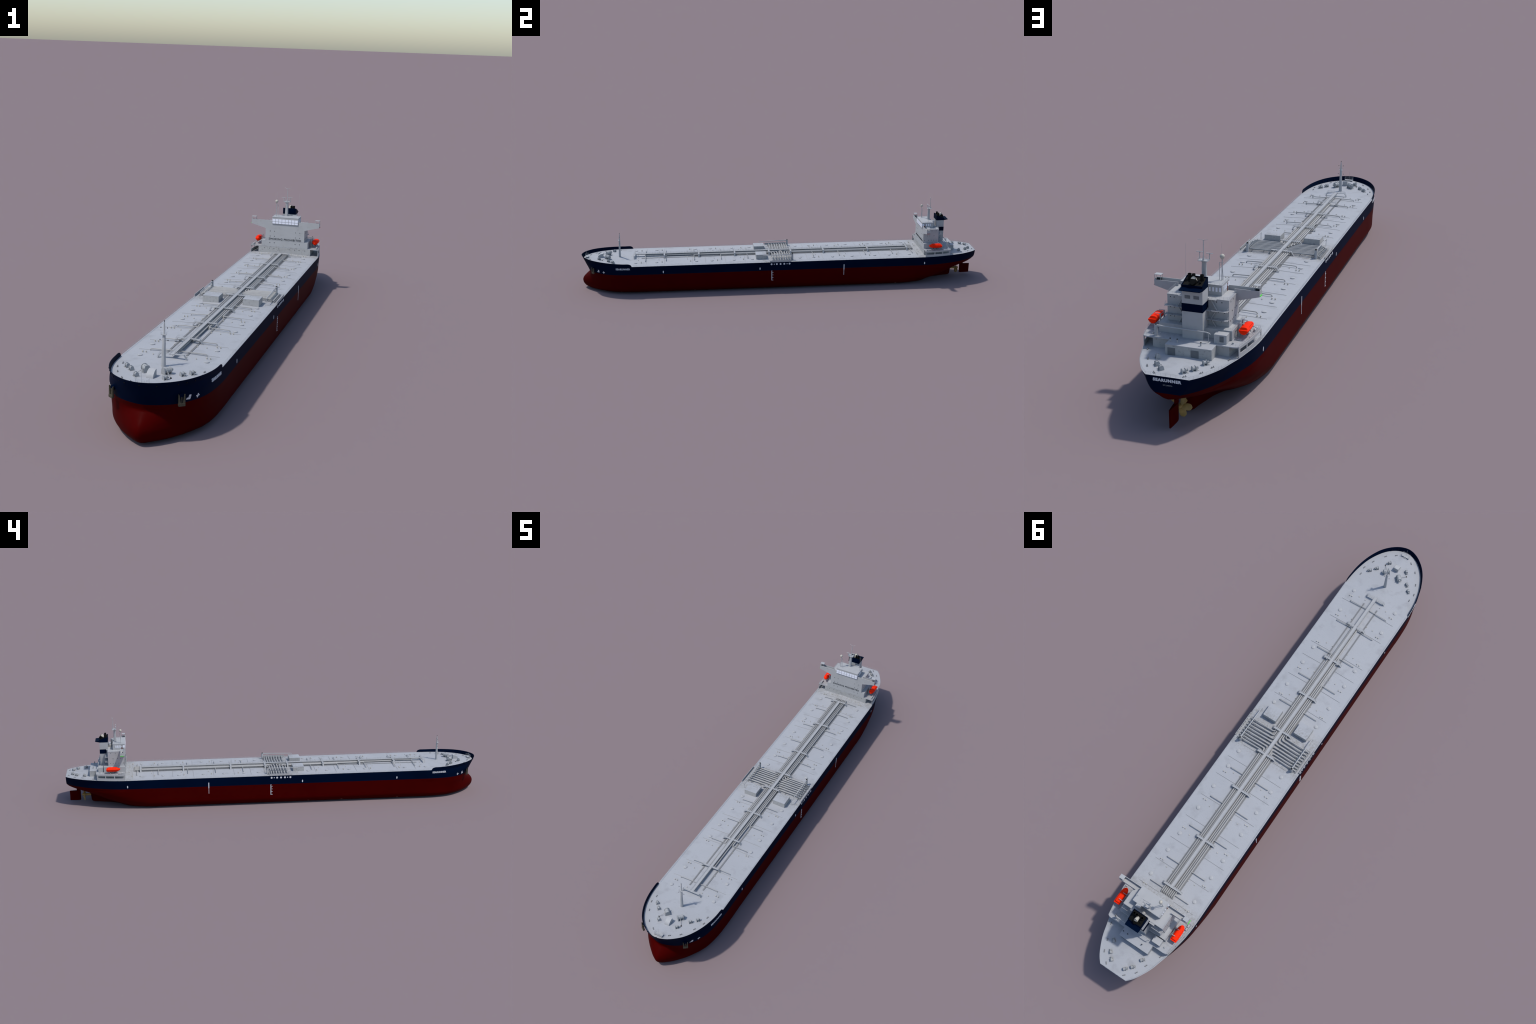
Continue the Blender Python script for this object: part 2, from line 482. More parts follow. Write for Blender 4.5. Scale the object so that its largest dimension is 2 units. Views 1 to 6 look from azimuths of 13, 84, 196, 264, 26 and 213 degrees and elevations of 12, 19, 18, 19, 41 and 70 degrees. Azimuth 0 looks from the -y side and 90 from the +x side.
# bulwark round the forecastle
TOP = [(-1.0, 0), (-.991, .036), (-.9665, .0715), (-.935, .0985), (-.8825, .1238), (-.825, .1385), (-.765, .1436), (-.70, .1440)]
def build_bulwark():
    c = catmull([(TOP[1][0], -TOP[1][1])] + TOP + [(-.6, .1440)])
    top = resample(c, 90, 1.2)
    dk = resample(edgeW[:NB + 1], 400)
    def top_z(y):
        s = max(0, (-.79 - y) / .21)
        z = .1562 + .0118 * s ** 1.15
        e = (-.7485 - y) / .022
        if e < 1:
            z = deck_edge(y) + (z - deck_edge(y)) * math.sqrt(max(0, 1 - (1 - max(e, 0)) ** 2)) if e > 0 else deck_edge(y)
        return z
    ys_top = top[:, 0]
    sel = [i for i in range(len(top)) if ys_top[i] <= -.7485]
    # parameterise by fraction of arc length from the stem on both curves
    end_y = -.7485
    tcut = top[:sel[-1] + 1]
    ecut = dk[dk[:, 0] <= end_y]
    n = 64
    tt = resample(np.vstack([tcut, [(end_y, np.interp(end_y, top[:, 0], top[:, 1]))]]), n, 1.0)
    ee = resample(np.vstack([ecut, [(end_y, np.interp(end_y, dk[:, 0], dk[:, 1]))]]), n, 1.0)
    path = []
    th = .0013
    full = [(-1, i) for i in range(n - 1, 0, -1)] + [(1, i) for i in range(n)]
    T2 = [np.array((s * tt[i, 1], tt[i, 0])) for s, i in full]
    E2 = [np.array((s * ee[i, 1], ee[i, 0])) for s, i in full]
    def inward(arr, k):
        a = arr[max(k - 1, 0)]; b = arr[min(k + 1, len(arr) - 1)]
        t = (b - a) / (np.linalg.norm(b - a) + 1e-9)
        nrm = np.array((-t[1], t[0]))
        if nrm[1] * 1.0 + (-np.sign(arr[k][0])) * nrm[0] < 0: nrm = -nrm
        return nrm
    rings = []
    for k in range(len(T2)):
        zd = deck_edge(E2[k][1]); zt = max(top_z(T2[k][1]), zd + .0003)
        full_h = .0137 + .0043 * max(0, (-.79 - T2[k][1]) / .21)
        f = min(1.0, (zt - zd) / full_h)
        To = E2[k] + (T2[k] - E2[k]) * f
        n1, n2 = inward(E2, k), inward(T2, k)
        eo, ei, to, ti = E2[k], E2[k] + n1 * th, To, To + n2 * th
        mo, mi = (eo + to) / 2, (ei + ti) / 2
        zm = (zd + zt) / 2
        rings.append([(eo[0], eo[1], zd - .0002), (mo[0], mo[1], zm), (to[0], to[1], zt), (ti[0], ti[1], zt),
                      (mi[0], mi[1], zm), (ei[0], ei[1], zd - .0002)])
    b = B(); b.loft(rings)
    b.obj("bulwark", ship, M_NAVY, 40)
    return T2, E2
build_bulwark()

# ------------------------------------------------------------------ rudder, propeller
def build_rudder():
    b = B()
    prof = [(-.5, 0), (-.46, .34), (-.36, .5), (-.15, .5), (.15, .38), (.5, .20)]
    ring = prof + [(u, -v) for u, v in reversed(prof[1:])]
    y0, y1, th = .9385, .9895, .0085
    rings = []
    for z, ya, yb in ((.0045, y0 + .0012, y1), (.0065, y0, y1), (.046, y0 - .0005, y1 + .0008), (.052, y0 - .0005, y1 + .0008)):
        rings.append([(v * th, (ya + yb) / 2 + u * (yb - ya), z) for u, v in ring])
    b.loft(rings)
    # horn up to the counter
    rings = [[(v * th * .95, (y0 + .957) / 2 + u * (.957 - y0), z) for u, v in ring] for z in (.0515, .064)]
    b.loft(rings)
    b.obj("rudder", ship, M_RED, 40)
build_rudder()

def build_propeller():
    hub = B()
    hub.rings_along([(0, .885, .0314), (0, .912, .0314), (0, .927, .0314), (0, .932, .0314), (0, .934, .0314)],
                    [.0058, .0062, .0060, .0044, .0012], 16)
    prop = hub.obj("propeller", ship, M_BRASS, 35)
    bl = B()
    R = .0302; nr = 12; nc = 8
    rings = []
    for k in range(nr + 1):
        f = k / nr
        r = .003 + (R - .003) * f
        half = .0088 * (max(0.0, 1 - (abs(f - .62) / .62) ** 2.2 if f < .62 else 1 - ((f - .62) / .385) ** 2.6)) ** .5 if f < 1 else .0008
        half = max(half, .0036 if f < .3 else .0008)
        pitch = -math.radians(46 - 26 * f)          # angle to the disc plane
        ring = []
        for side in (1, -1):
            seq = range(nc + 1) if side == 1 else range(nc - 1, 0, -1)
            for j in seq:
                c = 2 * j / nc - 1
                u = c * half
                t = side * (.0009 * (1 - .7 * f) * (1 - c * c) + .0003)
                # u runs round the disc and along the shaft by the pitch; blade bends with the arc
                ang = u * math.cos(pitch) / max(r, .008)
                ring.append((r * math.sin(ang) - t * math.sin(pitch), u * math.sin(pitch) + t * math.cos(pitch) - .003 * f, r * math.cos(ang)))
        rings.append(ring)
    bl.loft(rings)
    me = bl.mesh("propeller_blade")
    obs = []
    for k, deg in enumerate((67, -3, -72, -148, 146)):
        # blade points along local z; rotate about the shaft (y axis)
        a = math.radians(90 - deg)
        if not obs:
            ob = make("propeller_blade", me, prop, M_BRASS, 50)
        else:
            ob = obs[0].copy(); COL.objects.link(ob)
        ob.location = (0, .9225, .0314)
        ob.rotation_euler = (0, -a, 0)
        obs.append(ob)
build_propeller()

# ------------------------------------------------------------------ markings on the hull
def decal(name, polys, side, m, eps=.0005, th=.0004, z_hull=True):
    """polys in (y, z); laid on the hull side as thin paint"""
    b = B()
    for poly in polys:
        n = len(poly)
        def X(y, z, e): return side * (half_breadth(y, z) + e)
        o = [(X(y, z, eps), y, z) for y, z in poly]
        i = [(X(y, z, -.0008), y, z) for y, z in poly]
        b.add(i + o, [tuple(range(n, 2 * n)), tuple(range(n - 1, -1, -1))] +
              [(k, (k + 1) % n, n + (k + 1) % n, n + k) for k in range(n)])
    return b.obj(name, ship, m)

def oval(cy, cz, ry, rz, n=12):
    return [(cy + ry * math.cos(2 * math.pi * k / n), cz + rz * math.sin(2 * math.pi * k / n)) for k in range(n)]
def rect(y0, y1, z0, z1):
    return [(y0, z0), (y1, z0), (y1, z1), (y0, z1)]

for side in (1, -1):
    dots = [oval(y, .1328, .0047, .0047) for y in (-.0615, -.0353, -.0167, .0019, .0283)] + \
           [oval(y, .1328, .0026, .0027) for y in (-.0482, .0158)]
    decal("manifold_dots", dots, side, M_MARK)
    decal("tug_mark", [oval(y, .1117, .0027, .0064) for y in ((-.596, -.119, .7138) if side > 0 else (-.579, -.120, .7078))], side, M_MARK)
    ys0 = .3005 if side > 0 else .3250
    decal("pilot_stripe", [rect(ys0, ys0 + .0043, .092, .1195)], side, M_MARK)
    decal("pilot_stripe_lower", [rect(ys0 + .001, ys0 + .0031, .0645, .092)], side, M_MARK)
    # load line scale: a bar with long and short ticks (handed on each side)
    yb, dr = (-.0624, 1) if side > 0 else (.0335, -1)
    def tick(a, c, z0, z1): return rect(min(a, c), max(a, c), z0, z1)
    marks = [tick(yb, yb + dr * .0017, .048, .0995)]
    for j in range(8):
        z = .0492 + j * .0068
        marks.append(tick(yb + dr * .0018, yb + dr * (.0098 if j % 2 == 0 else .0052), z - .0011, z + .0011))
    decal("draught_marks", marks, side, M_MARK)
    # thruster cross and bulb mark
    decal("thruster_cross", [rect(-.8922, -.8816, .1085, .1116), rect(-.8885, -.8853, .1117, .1158), rect(-.8885, -.8853, .1043, .1084)], side, M_MARK)
    decal("bulb_mark", [[(-.9188, .1068), (-.9085, .1058), (-.9088, .1128), (-.9188, .1118)],
                        [(-.9150, .1129), (-.9088, .1136), (-.9098, .1192), (-.9150, .1198)]], side, M_MARK)

def text_mesh(body, bold=0.0):
    cu = bpy.data.curves.new("lettering", 'FONT')
    cu.body = body; cu.size = 1.0; cu.offset = bold; cu.extrude = 0.02; cu.space_character = 1.06 + bold * 2.2
    cu.resolution_u = 3
    ob = bpy.data.objects.new("lettering", cu); COL.objects.link(ob)
    dg = bpy.context.evaluated_depsgraph_get()
    me = bpy.data.meshes.new_from_object(ob.evaluated_get(dg))
    bpy.data.objects.remove(ob); bpy.data.curves.remove(cu)
    co = np.array([v.co[:] for v in me.vertices])
    mn, mx = co.min(0), co.max(0)
    return me, (co - mn) / np.maximum(mx - mn, 1e-9)

def place_text(name, body, fn, m, bold):
    me, uv = text_mesh(body, bold)
    for v, p in zip(me.vertices, uv):
        v.co = fn(*p)
    me.name = name
    me.materials.clear()
    bm = bmesh.new(); bm.from_mesh(me); bmesh.ops.recalc_face_normals(bm, faces=bm.faces); bm.to_mesh(me); bm.free()
    return make(name, me, ship, m)

def side_text(side, ya, yb):
    def fn(u, v, w):
        y = ya + (yb - ya) * u; z = .1262 + .0092 * v + (.0012 * u if False else 0)
        return (side * (half_breadth(y, z) - .0006 + .0013 * w), y, z)
    return fn
place_text("ship_name_lettering", "SEARUNNER", side_text(1, -.827, -.7575), M_MARK, .038)
place_text("ship_name_lettering", "SEARUNNER", side_text(-1, -.7535, -.8222), M_MARK, .038)
place_text("stern_name_lettering", "SEARUNNER", lambda u, v, w: (.0358 - .0712 * u, 1.0 - .0004 + .001 * w, .1296 + .008 * v), M_MARK, .055)
place_text("home_port_lettering", "IO7_2080076", lambda u, v, w: (.0106 - .0232 * u, 1.0 - .0004 + .0009 * w, .1196 + .0034 * v), M_DIM, .03)
place_text("warning_lettering", "SMOKING PROHIBITED", lambda u, v, w: (-.0668 + .1358 * u, .718 + .0004 - .0012 * w, .2000 + .0080 * v), M_LETTER, .0)

# ------------------------------------------------------------------ rails
WIRE = .00016
def rail(b, pts, h=.0078, wires=3, step=.02, post_r=None):
    """stanchions and wires along a poly-line of (x, y, z) foot points"""
    pts = [Vector(p) for p in pts]
    for k in range(wires):
        dz = h * (k + 1) / wires
        b.rings_along([p + Vector((0, 0, dz)) for p in pts], WIRE if k < wires - 1 else WIRE * 1.2, 4)
    d = 0.0
    for i in range(len(pts) - 1):
        seg = (pts[i + 1] - pts[i]).length
        t = d
        while t < seg:
            p = pts[i].lerp(pts[i + 1], t / seg)
            b.cyl(p, p + Vector((0, 0, h)), post_r or WIRE * 1.1, n=4)
            t += step
        d = t - seg
    p = pts[-1]; b.cyl(p, p + Vector((0, 0, h)), WIRE * 1.1, n=4)

def deck_line(y0, y1, inset, n):
    out = []
    for y in np.linspace(y0, y1, n):
        x = deck_b(y) - inset
        out.append((x, y, deck_z(x, y)))
    return out

b = B()
rail(b, deck_line(-.742, -.072, .0025, 20), step=.017)
rail(b, deck_line(.043, .712, .0025, 20), step=.017)
st = deck_line(.855, .9985, .002, 14)
rail(b, st, step=.0125)
b.sym()
x_end = st[-1][0]
rail(b, [(x_end, .9985, ZD), (0, .9985, ZD + camber(1.0)), (-x_end, .9985, ZD)], step=.0125)
b.obj("deck_rail", ship, M_WIRE)["kind"] = "stuff"

# ------------------------------------------------------------------ cargo deck fittings
LINES = [-.678, -.588, -.4515, -.387, -.288, -.19, .055, .1217, .2015, .2995, .3965, .494, .587, .685]
PIPES = [-.683, -.581, -.441, -.307, -.1745, .1565, .289, .422, .562, .6635]
HATCH = [-.731, -.628, -.431, -.3545, -.2443, -.154, .086, .156, .251, .3497, .4665, .5405, .6443]
VENT = [-.7178, -.6165, -.4745, -.3425, -.211, .1687, .324, .4535, .595, .7005]
PAIR = [-.7037, -.6012, -.46, -.327, -.197, .182, .311, .4412, .58, .6855]
WALKS = [-.7375, -.589, -.417, -.237, -.063, .047, .2138, .442, .6457]
LONG = [.0036, .0106, .0174, .0242]          # long cargo lines each side
START = [-.683, -.581, -.441, -.307]         # where each starts, forward
ZPIPE = .1535

# thin small-bore lines across the deck
b = B()
for y in LINES:
    xo = .095 if abs(y - .055) < .001 else .1166
    pts = [(x, y, deck_z(x, y) + .0010) for x in (.0305, .06, .09, xo - .001)] + [(xo, y, deck_z(xo, y) - .0005)]
    b.tube(pts, .00042, 6)
b.sym()
b.obj("small_bore_line", ship, M_PIPE, 40)

# cross-over lines dropping to each tank
b = B()
for k, y in enumerate(PIPES):
    xi = LONG[min(k, 3)]
    zt = .1520
    b.tube([(xi, y, ZPIPE), (xi + .004, y, zt), (.0765, y, zt - .0012), (.0795, y, zt - .002), (.0812, y, zt - .0042), (.0818, y, .1435)], .0015, 8)
b.sym()
b.obj("tank_drop_line", ship, M_PIPE, 40)

# longitudinal cargo lines, broken amidships by the manifold
MAN_F = [-.0495, -.0358, -.0220, -.0098]      # manifold branches fed from forward lines (outer to inner)
MAN_A = [.0385, .0275, .0158, .0035]          # fed from aft lines (outer to inner)
XM = .114
def bend(p0, corner, p1, r, n=5):
    p0, c, p1 = Vector(p0), Vector(corner), Vector(p1)
    a = c + (p0 - c).normalized() * r; d = c + (p1 - c).normalized() * r
    out = [p0]
    for k in range(n + 1):
        t = k / n
        out.append(a * (1 - t) ** 2 + c * 2 * t * (1 - t) + d * t * t)
    return out + [p1]
b = B(); man = B(); flange = B(); valve = B()
RP = .0026
for j in range(4):
    x = LONG[j]
    y0 = START[j]
    # inner lines feed the branches nearest amidships
    yf, ya = MAN_F[3 - j], MAN_A[3 - j]
    b.tube([(x, y0, deck_z(x, y0) - .001), (x, y0, .1500), (x, y0 + .003, ZPIPE), (x, yf - .012, ZPIPE)], RP, 10)
    b.tube([(x, ya + .012, ZPIPE), (x, .672, ZPIPE), (x, .677, .151), (x, .6785, deck_z(x, .68) - .001)], RP, 10)
    for yy, yb in ((yf, yf - .012), (ya, ya + .012)):
        man.tube(bend((x, yb, ZPIPE), (x, yy, ZPIPE), (XM, yy, ZPIPE + .0005), .0085, 5)
                 + [(XM + .0045, yy, ZPIPE - .0005), (XM + .0075, yy, ZPIPE - .004), (XM + .0078, yy, .1455)], .0027, 10)
        # short flanged stub facing outboard
        flange.cyl((XM + .006, yy, .1492), (XM + .0125, yy, .1492), .0017, n=10)
        flange.cyl((XM + .0125, yy, .1492), (XM + .0142, yy, .1492), .0030, n=12)
        valve.cyl((XM - .009, yy, ZPIPE), (XM - .0078, yy, ZPIPE), .0037, n=12)
        valve.cyl((XM + .0015, yy, ZPIPE), (XM + .0025, yy, ZPIPE), .0036, n=12)
        valve.cyl((XM - .0045, yy, ZPIPE + .002), (XM - .0045, yy, ZPIPE + .0062), .0005, n=6)
        valve.cyl((XM - .0045, yy, ZPIPE + .0058), (XM - .0045, yy, ZPIPE + .0064), .0018, n=10)
for q in (b, man, flange, valve): q.sym()
b.obj("cargo_line", ship, M_PIPE, 40)
manifold = man.obj("manifold_branch", ship, M_PIPE, 40)
flange.obj("manifold_flange", manifold, M_PLAIN, 40)
valve.obj("manifold_valve", manifold, M_WINCH, 40)
# drip tray and supports under the manifold, and the spill wall at the deck side
b = B()
b.box(.1185, .1315, -.058, .046, .1425, .1452)
for y in (-.055, -.028, -.003, .02, .044):
    b.box(.100, .1015, y - .0008, y + .0008, .143, ZPIPE - .002)
    b.box(.060, .0615, y - .0008, y + .0008, .145, ZPIPE - .002)
b.box(.100, .1015, -.056, .045, ZPIPE - .0035, ZPIPE - .0022)
b.box(.060, .0615, -.056, .045, ZPIPE - .0035, ZPIPE - .0022)
b.sym().obj("drip_tray", ship, M_GREY, bevel=.0003)
b = B(); b.box(.1418, .1432, -.069, .0375, .1422, .1512)
for y in np.linspace(-.066, .035, 9):
    b.prism([(.1385, .1425), (.1419, .1425), (.1419, .150)], 1, y - .0004, y + .0004)
b.sym().obj("spill_wall", ship, M_PLAIN)

# dark grey ribbed strips flanking the lines
b = B()
for x0, x1, y0, y1 in ((.0272, .0322, -.703, .640),):
    n = 6
    b.box(x0, x1, y0, y1, .1455, .1480)
b.sym().obj("grey_strip", ship, M_GREY)
b = B()
y = -.70
while y < .64:
    b.box(.0268, .0326, y, y + .0016, .1475, .1485)
    y += .006
b.sym().obj("grey_strip_rib", ship, M_GREY)

# raised catwalk
ZW = .1608
b = B()
b.box(-.0062, .0062, -.7415, .650, ZW - .0014, ZW)
for x in (-.0062, .0056):
    b.box(x, x + .0006, -.7415, .650, ZW - .003, ZW + .0004)
cat = b.obj("catwalk", ship, M_PLAIN)
b = B()
y = -.72
while y < .64:
    for x in (-.0058, .0048):
        b.box(x, x + .001, y, y + .001, .146, ZW - .001)
    y += .037
b.obj("catwalk_post", cat, M_PLAIN)
b = B()
for y in WALKS:
    b.box(-.0338, .0338, y - .0038, y + .0038, ZW - .0018, ZW - .0002)
    for s in (1, -1):
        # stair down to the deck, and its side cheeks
        zb = deck_z(.042, y) - .0005
        b.prism([(s * .0335, ZW - .0002), (s * .0422, zb + .0006), (s * .0410, zb - .0006), (s * .0325, ZW - .0018)], 1, y - .0034, y + .0034)
b.obj("cross_walk", cat, M_PLAIN)
b = B()
for x in (-.0061, .0061):
    segs = [-.7415] + [v for w in WALKS for v in (w - .004, w + .004)] + [.650]
    for a, c in zip(segs[0::2], segs[1::2]):
        if c - a > .004:
            rail(b, [(x, a, ZW), (x, c, ZW)], h=.0066, wires=2, step=.014)
for y in WALKS:
    for s in (1, -1):
        for e in (-.0038, .0038):
            rail(b, [(s * .0066, y + e, ZW), (s * .0335, y + e, ZW), (s * .0422, y + e, .1448)], h=.0066, wires=2, step=.012)
b.obj("catwalk_rail", cat, M_WIRE)["kind"] = "stuff"

# tank hatches, vents, valves
h = B()
h.cyl((0, 0, -.003), (0, 0, .0016), .0066, n=22)
h.rings_along([(0, 0, .0016), (0, 0, .0021), (0, 0, .0026)], [.0070, .0070, .0058], 22)
h.box(-.0012, .0012, .0058, .0078, .0005, .0024)
places = [((s * .0945, y, deck_z(.0945, y)), 0 if s > 0 else math.pi) for y in HATCH for s in (1, -1)]
repeat("tank_hatch", h.mesh("tank_hatch"), ship, M_PLAIN, places, 40)
v = B()
v.cyl((0, 0, -.002), (0, 0, .0016), .0014, n=10)
v.rings_along([(0, 0, .0014), (0, 0, .0019), (0, 0, .0028), (0, 0, .0033)], [.0014, .0018, .0016, .0008], 12)
places = [((s * x, y, deck_z(x, y)), 0) for y in VENT for x in (.0612, .0338) for s in (1, -1)]
repeat("vent_cap", v.mesh("vent_cap"), ship, M_CREAM, places, 40)
v = B()
v.cyl((0, 0, -.002), (0, 0, .0030), .0017, n=10)
v.rings_along([(0, 0, .0026), (0, 0, .0034), (0, 0, .0046), (0, 0, .0051)], [.0016, .0020, .0018, .0009], 12)
places = [((s * x, y, deck_z(x, y)), 0) for y in PAIR for x in (.0868, .0966) for s in (1, -1)]
repeat("pressure_valve", v.mesh("pressure_valve"), ship, M_CREAM, places, 40)

# two big deck boxes forward of the manifold
for s in (1, -1):
    b = B(); b.box(min(s * .0408, s * .0955), max(s * .0408, s * .0955), -.1335, -.0812, .143, .1666)
    b.obj("deck_box", ship, M_STAIN, bevel=.0004)
    b = B(); b.box(min(s * .0406, s * .0957), max(s * .0406, s * .0957), -.1337, -.0810, .1666, .1674)
    b.obj("deck_box_lid", ship, M_DECK, bevel=.0003)

# hose handling cranes
for s in (1, -1):
    b = B()
    b.rings_along([(s * .1145, .0455, .142), (s * .1145, .0455, .145), (s * .1145, .0455, .1725)], [.0052, .0046, .0044], 18)
    cr = b.obj("hose_crane", ship, M_PLAIN, 40)
    b = B(); b.cyl((s * .1145, .0455, .1725), (s * .1145, .0455, .1752), .0032, n=14)
    b.obj("crane_cap", cr, M_BLACK, 40)
    b = B()
    b.rings_along([(s * .1145, .0420, .1712), (s * .1140, -.02, .1702), (s * .1135, -.097, .1682), (s * .1134, -.103, .1668)], [.0021, .0019, .0015, .0010], 8)
    b.box(s * .1145 - .0022, s * .1145 + .0022, .036, .046, .1690, .1735)
    b.obj("crane_boom", cr, M_PLAIN, 40)
    b = B()
    for e in (-.0022, .0022):
        b.tube([(s * .1134 + e * .2, -.1005, .1672), (s * .1134 + e, -.1012, .1440)], .0004, 6)
    b.tube([(s * .1145, .040, .158), (s * .1142, .004, .1692)], .0008, 6)
    b.tube([(s * .1136, -.101, .168), (s * .1145, .044, .1745)], .0002, 4)
    b.obj("crane_rest", cr, M_PLAIN)

# ------------------------------------------------------------------ forecastle
def build_foremast():
    b = B()
    zb = deck_z(0, -.811) - .001
    rings = []
    for z, w, d, yc in ((zb, .0067, .0056, -.8115), (.19, .0054, .0047, -.8107), (.235, .0040, .0037, -.8096), (.2365, .0029, .0028, -.8096), (.262, .0019, .0019, -.809), (.2695, .0012, .0012, -.8088)):
        rings.append([(w * math.cos(a), yc + d * math.sin(a), z) for a in [math.pi / 8 + math.pi / 4 * k for k in range(8)]])
    b.loft(rings)
    fm = b.obj("foremast", ship, M_PLAIN, 30)
    b = B()
    b.cyl((0, -.8088, .2693), (0, -.8088, .2732), .0011, n=8)
    for x, z in ((.0110, .2204), (-.0110, .2204), (.0090, .2537), (-.0090, .2537)):
        b.cyl((x, -.8098, z - .0013), (x, -.8098, z + .0013), .0011, n=8)
    b.obj("mast_lamp", fm, M_DARK, 40)
    b = B()
    b.box(-.0074, .0074, -.8165, -.8085, .2352, .2362)
    b.tube([(-.0125, -.8095, .2455), (.0125, -.8095, .2455)], .0003, 5)
    b.tube([(-.011, -.8098, .2204), (.011, -.8098, .2204)], .0003, 5)
    b.tube([(-.009, -.8095, .2537), (.009, -.8095, .2537)], .0003, 5)
    b.obj("mast_yard", fm, M_PLAIN)
    b = B()
    rail(b, [(-.0074, -.8085, .2362), (-.0074, -.8165, .2362), (.0074, -.8165, .2362), (.0074, -.8085, .2362)], h=.006, wires=2, step=.005)
    b.obj("mast_rail", fm, M_WIRE)["kind"] = "stuff"
build_foremast()

# mooring winch, local: drum axis along x, base at z = 0
def winch_plate(x, w, hgt, t, b):
    prof = [(-w, 0), (w, 0), (w * .92, hgt * .45), (w * .55, hgt * .95), (w * .3, hgt), (-w * .3, hgt), (-w * .55, hgt * .95), (-w * .92, hgt * .45)]
    b.prism(prof, 0, x - t / 2, x + t / 2)
def winch_mesh(scale, name):
    b = B(); s = scale
    winch_plate(.0042 * s, .0056 * s, .0108 * s, .0011 * s, b)
    winch_plate(-.0030 * s, .0056 * s, .0108 * s, .0011 * s, b)
    b.cyl((-.003 * s, 0, .0055 * s), (.0042 * s, 0, .0055 * s), .0040 * s, n=14)
    b.cyl((-.0085 * s, 0, .0055 * s), (-.003 * s, 0, .0055 * s), .0013 * s, n=10)
    b.rings_along([(-.0088 * s, 0, .0055 * s), (-.0076 * s, 0, .0055 * s), (-.0060 * s, 0, .0055 * s), (-.0052 * s, 0, .0055 * s)],
                  [.0032 * s, .0022 * s, .0022 * s, .0032 * s], 12)
    b.box(-.0095 * s, .005 * s, -.0055 * s, .0055 * s, -.002, .0006 * s)
    return b.mesh(name)
wm = winch_mesh(1.13, "mooring_winch")
pl = []
for x, y in ((.0882, -.8424), (.0688, -.8646), (.0382, -.9117)):
    for s in (1, -1):
        pl.append(((s * x, y, deck_z(x, y)), math.radians(-45 if s < 0 else 225)))
for x, y in ((.0607, .9110), (.0468, .9482), (.0285, .9680)):
    for s in (1, -1):
        pl.append(((s * x, y, deck_z(x, y)), math.radians(135 if s > 0 else 45)))
repeat("mooring_winch", wm, ship, M_WINCH, pl, 35)

# anchor windlass, chain and spurling hole
for s in (1, -1):
    wl = B(); q = 1.85
    winch_plate(.0042 * q, .0056 * q, .0108 * q, .0012 * q, wl)
    winch_plate(-.0006 * q, .0052 * q, .0100 * q, .0010 * q, wl)
    wl.cyl((-.006 * q, 0, .0058 * q), (.0042 * q, 0, .0058 * q), .0042 * q, n=16)
    wl.cyl((-.0072 * q, 0, .0058 * q), (-.006 * q, 0, .0058 * q), .0052 * q, n=16)
    wl.cyl((-.0105 * q, 0, .0058 * q), (-.0072 * q, 0, .0058 * q), .0022 * q, n=12)
    wl.box(-.008 * q, .005 * q, -.0056 * q, .0056 * q, -.002, .0008)
    ob = make("anchor_windlass", wl.mesh("anchor_windlass"), ship, M_WINCH, 35, loc=(s * .0268, -.8700, deck_z(.027, -.87)),
              rot=(0, 0, math.radians(-48 if s < 0 else 228)))
    c = B()
    p0 = Vector((s * .0325, -.8760, deck_z(.03, -.876) + .0105)); p1 = Vector((s * .0480, -.8952, deck_z(.048, -.895) + .0008))
    n = 14
    for k in range(n):
        a = p0.lerp(p1, k / n); d = p0.lerp(p1, (k + 1.25) / n)
        if k % 2: c.tube([a, d], .0005, 6)
        else: c.cyl(a, d, .0009, n=6)
    c.obj("anchor_chain", ship, M_PIPE, 40)
    hbl = B(); hbl.rings_along([(s * .0487, -.8961, deck_z(.0487, -.896) - .001), (s * .0487, -.8961, deck_z(.0487, -.896) + .0012), (s * .0492, -.8966, deck_z(.0487, -.896) + .0022)], [.0028, .0026, .0018], 12)
    hbl.obj("spurling_pipe", ship, M_BLACK, 40)

# rounded companion house between the windlasses
b = B()
z0 = deck_z(0, -.905) - .001
prof = [(-.893, z0), (-.893, z0 + .0195)]
for k in range(1, 9):
    a = math.radians(90 - 90 * k / 8)
    prof.append((-.893 - .027 * math.cos(a), z0 + .0195 * (math.sin(a)) if k < 8 else z0))
b.prism(prof, 0, -.0095, .0095)
b.obj("companion_house", ship, M_WALL, 30)

# look-out platform at the stem
b = B()
b.box(-.0165, .0165, -.9800, -.9655, .1572, .1584)
for x in (-.015, .015):
    for y in (-.979, -.967):
        b.box(x - .0006, x + .0006, y - .0006, y + .0006, .148, .1575)
b.box(-.006, .006, -.9655, -.962, .1545, .1555)
pf = b.obj("lookout_platform", ship, M_PLAIN)
b = B()
rail(b, [(-.0165, -.966, .1584), (-.0165, -.980, .1584), (.0165, -.980, .1584), (.0165, -.966, .1584)], h=.0105, wires=3, step=.0055)
b.cyl((0, -.976, .158), (0, -.976, .1925), .0003, n=5)
b.obj("lookout_rail", pf, M_WIRE)["kind"] = "stuff"

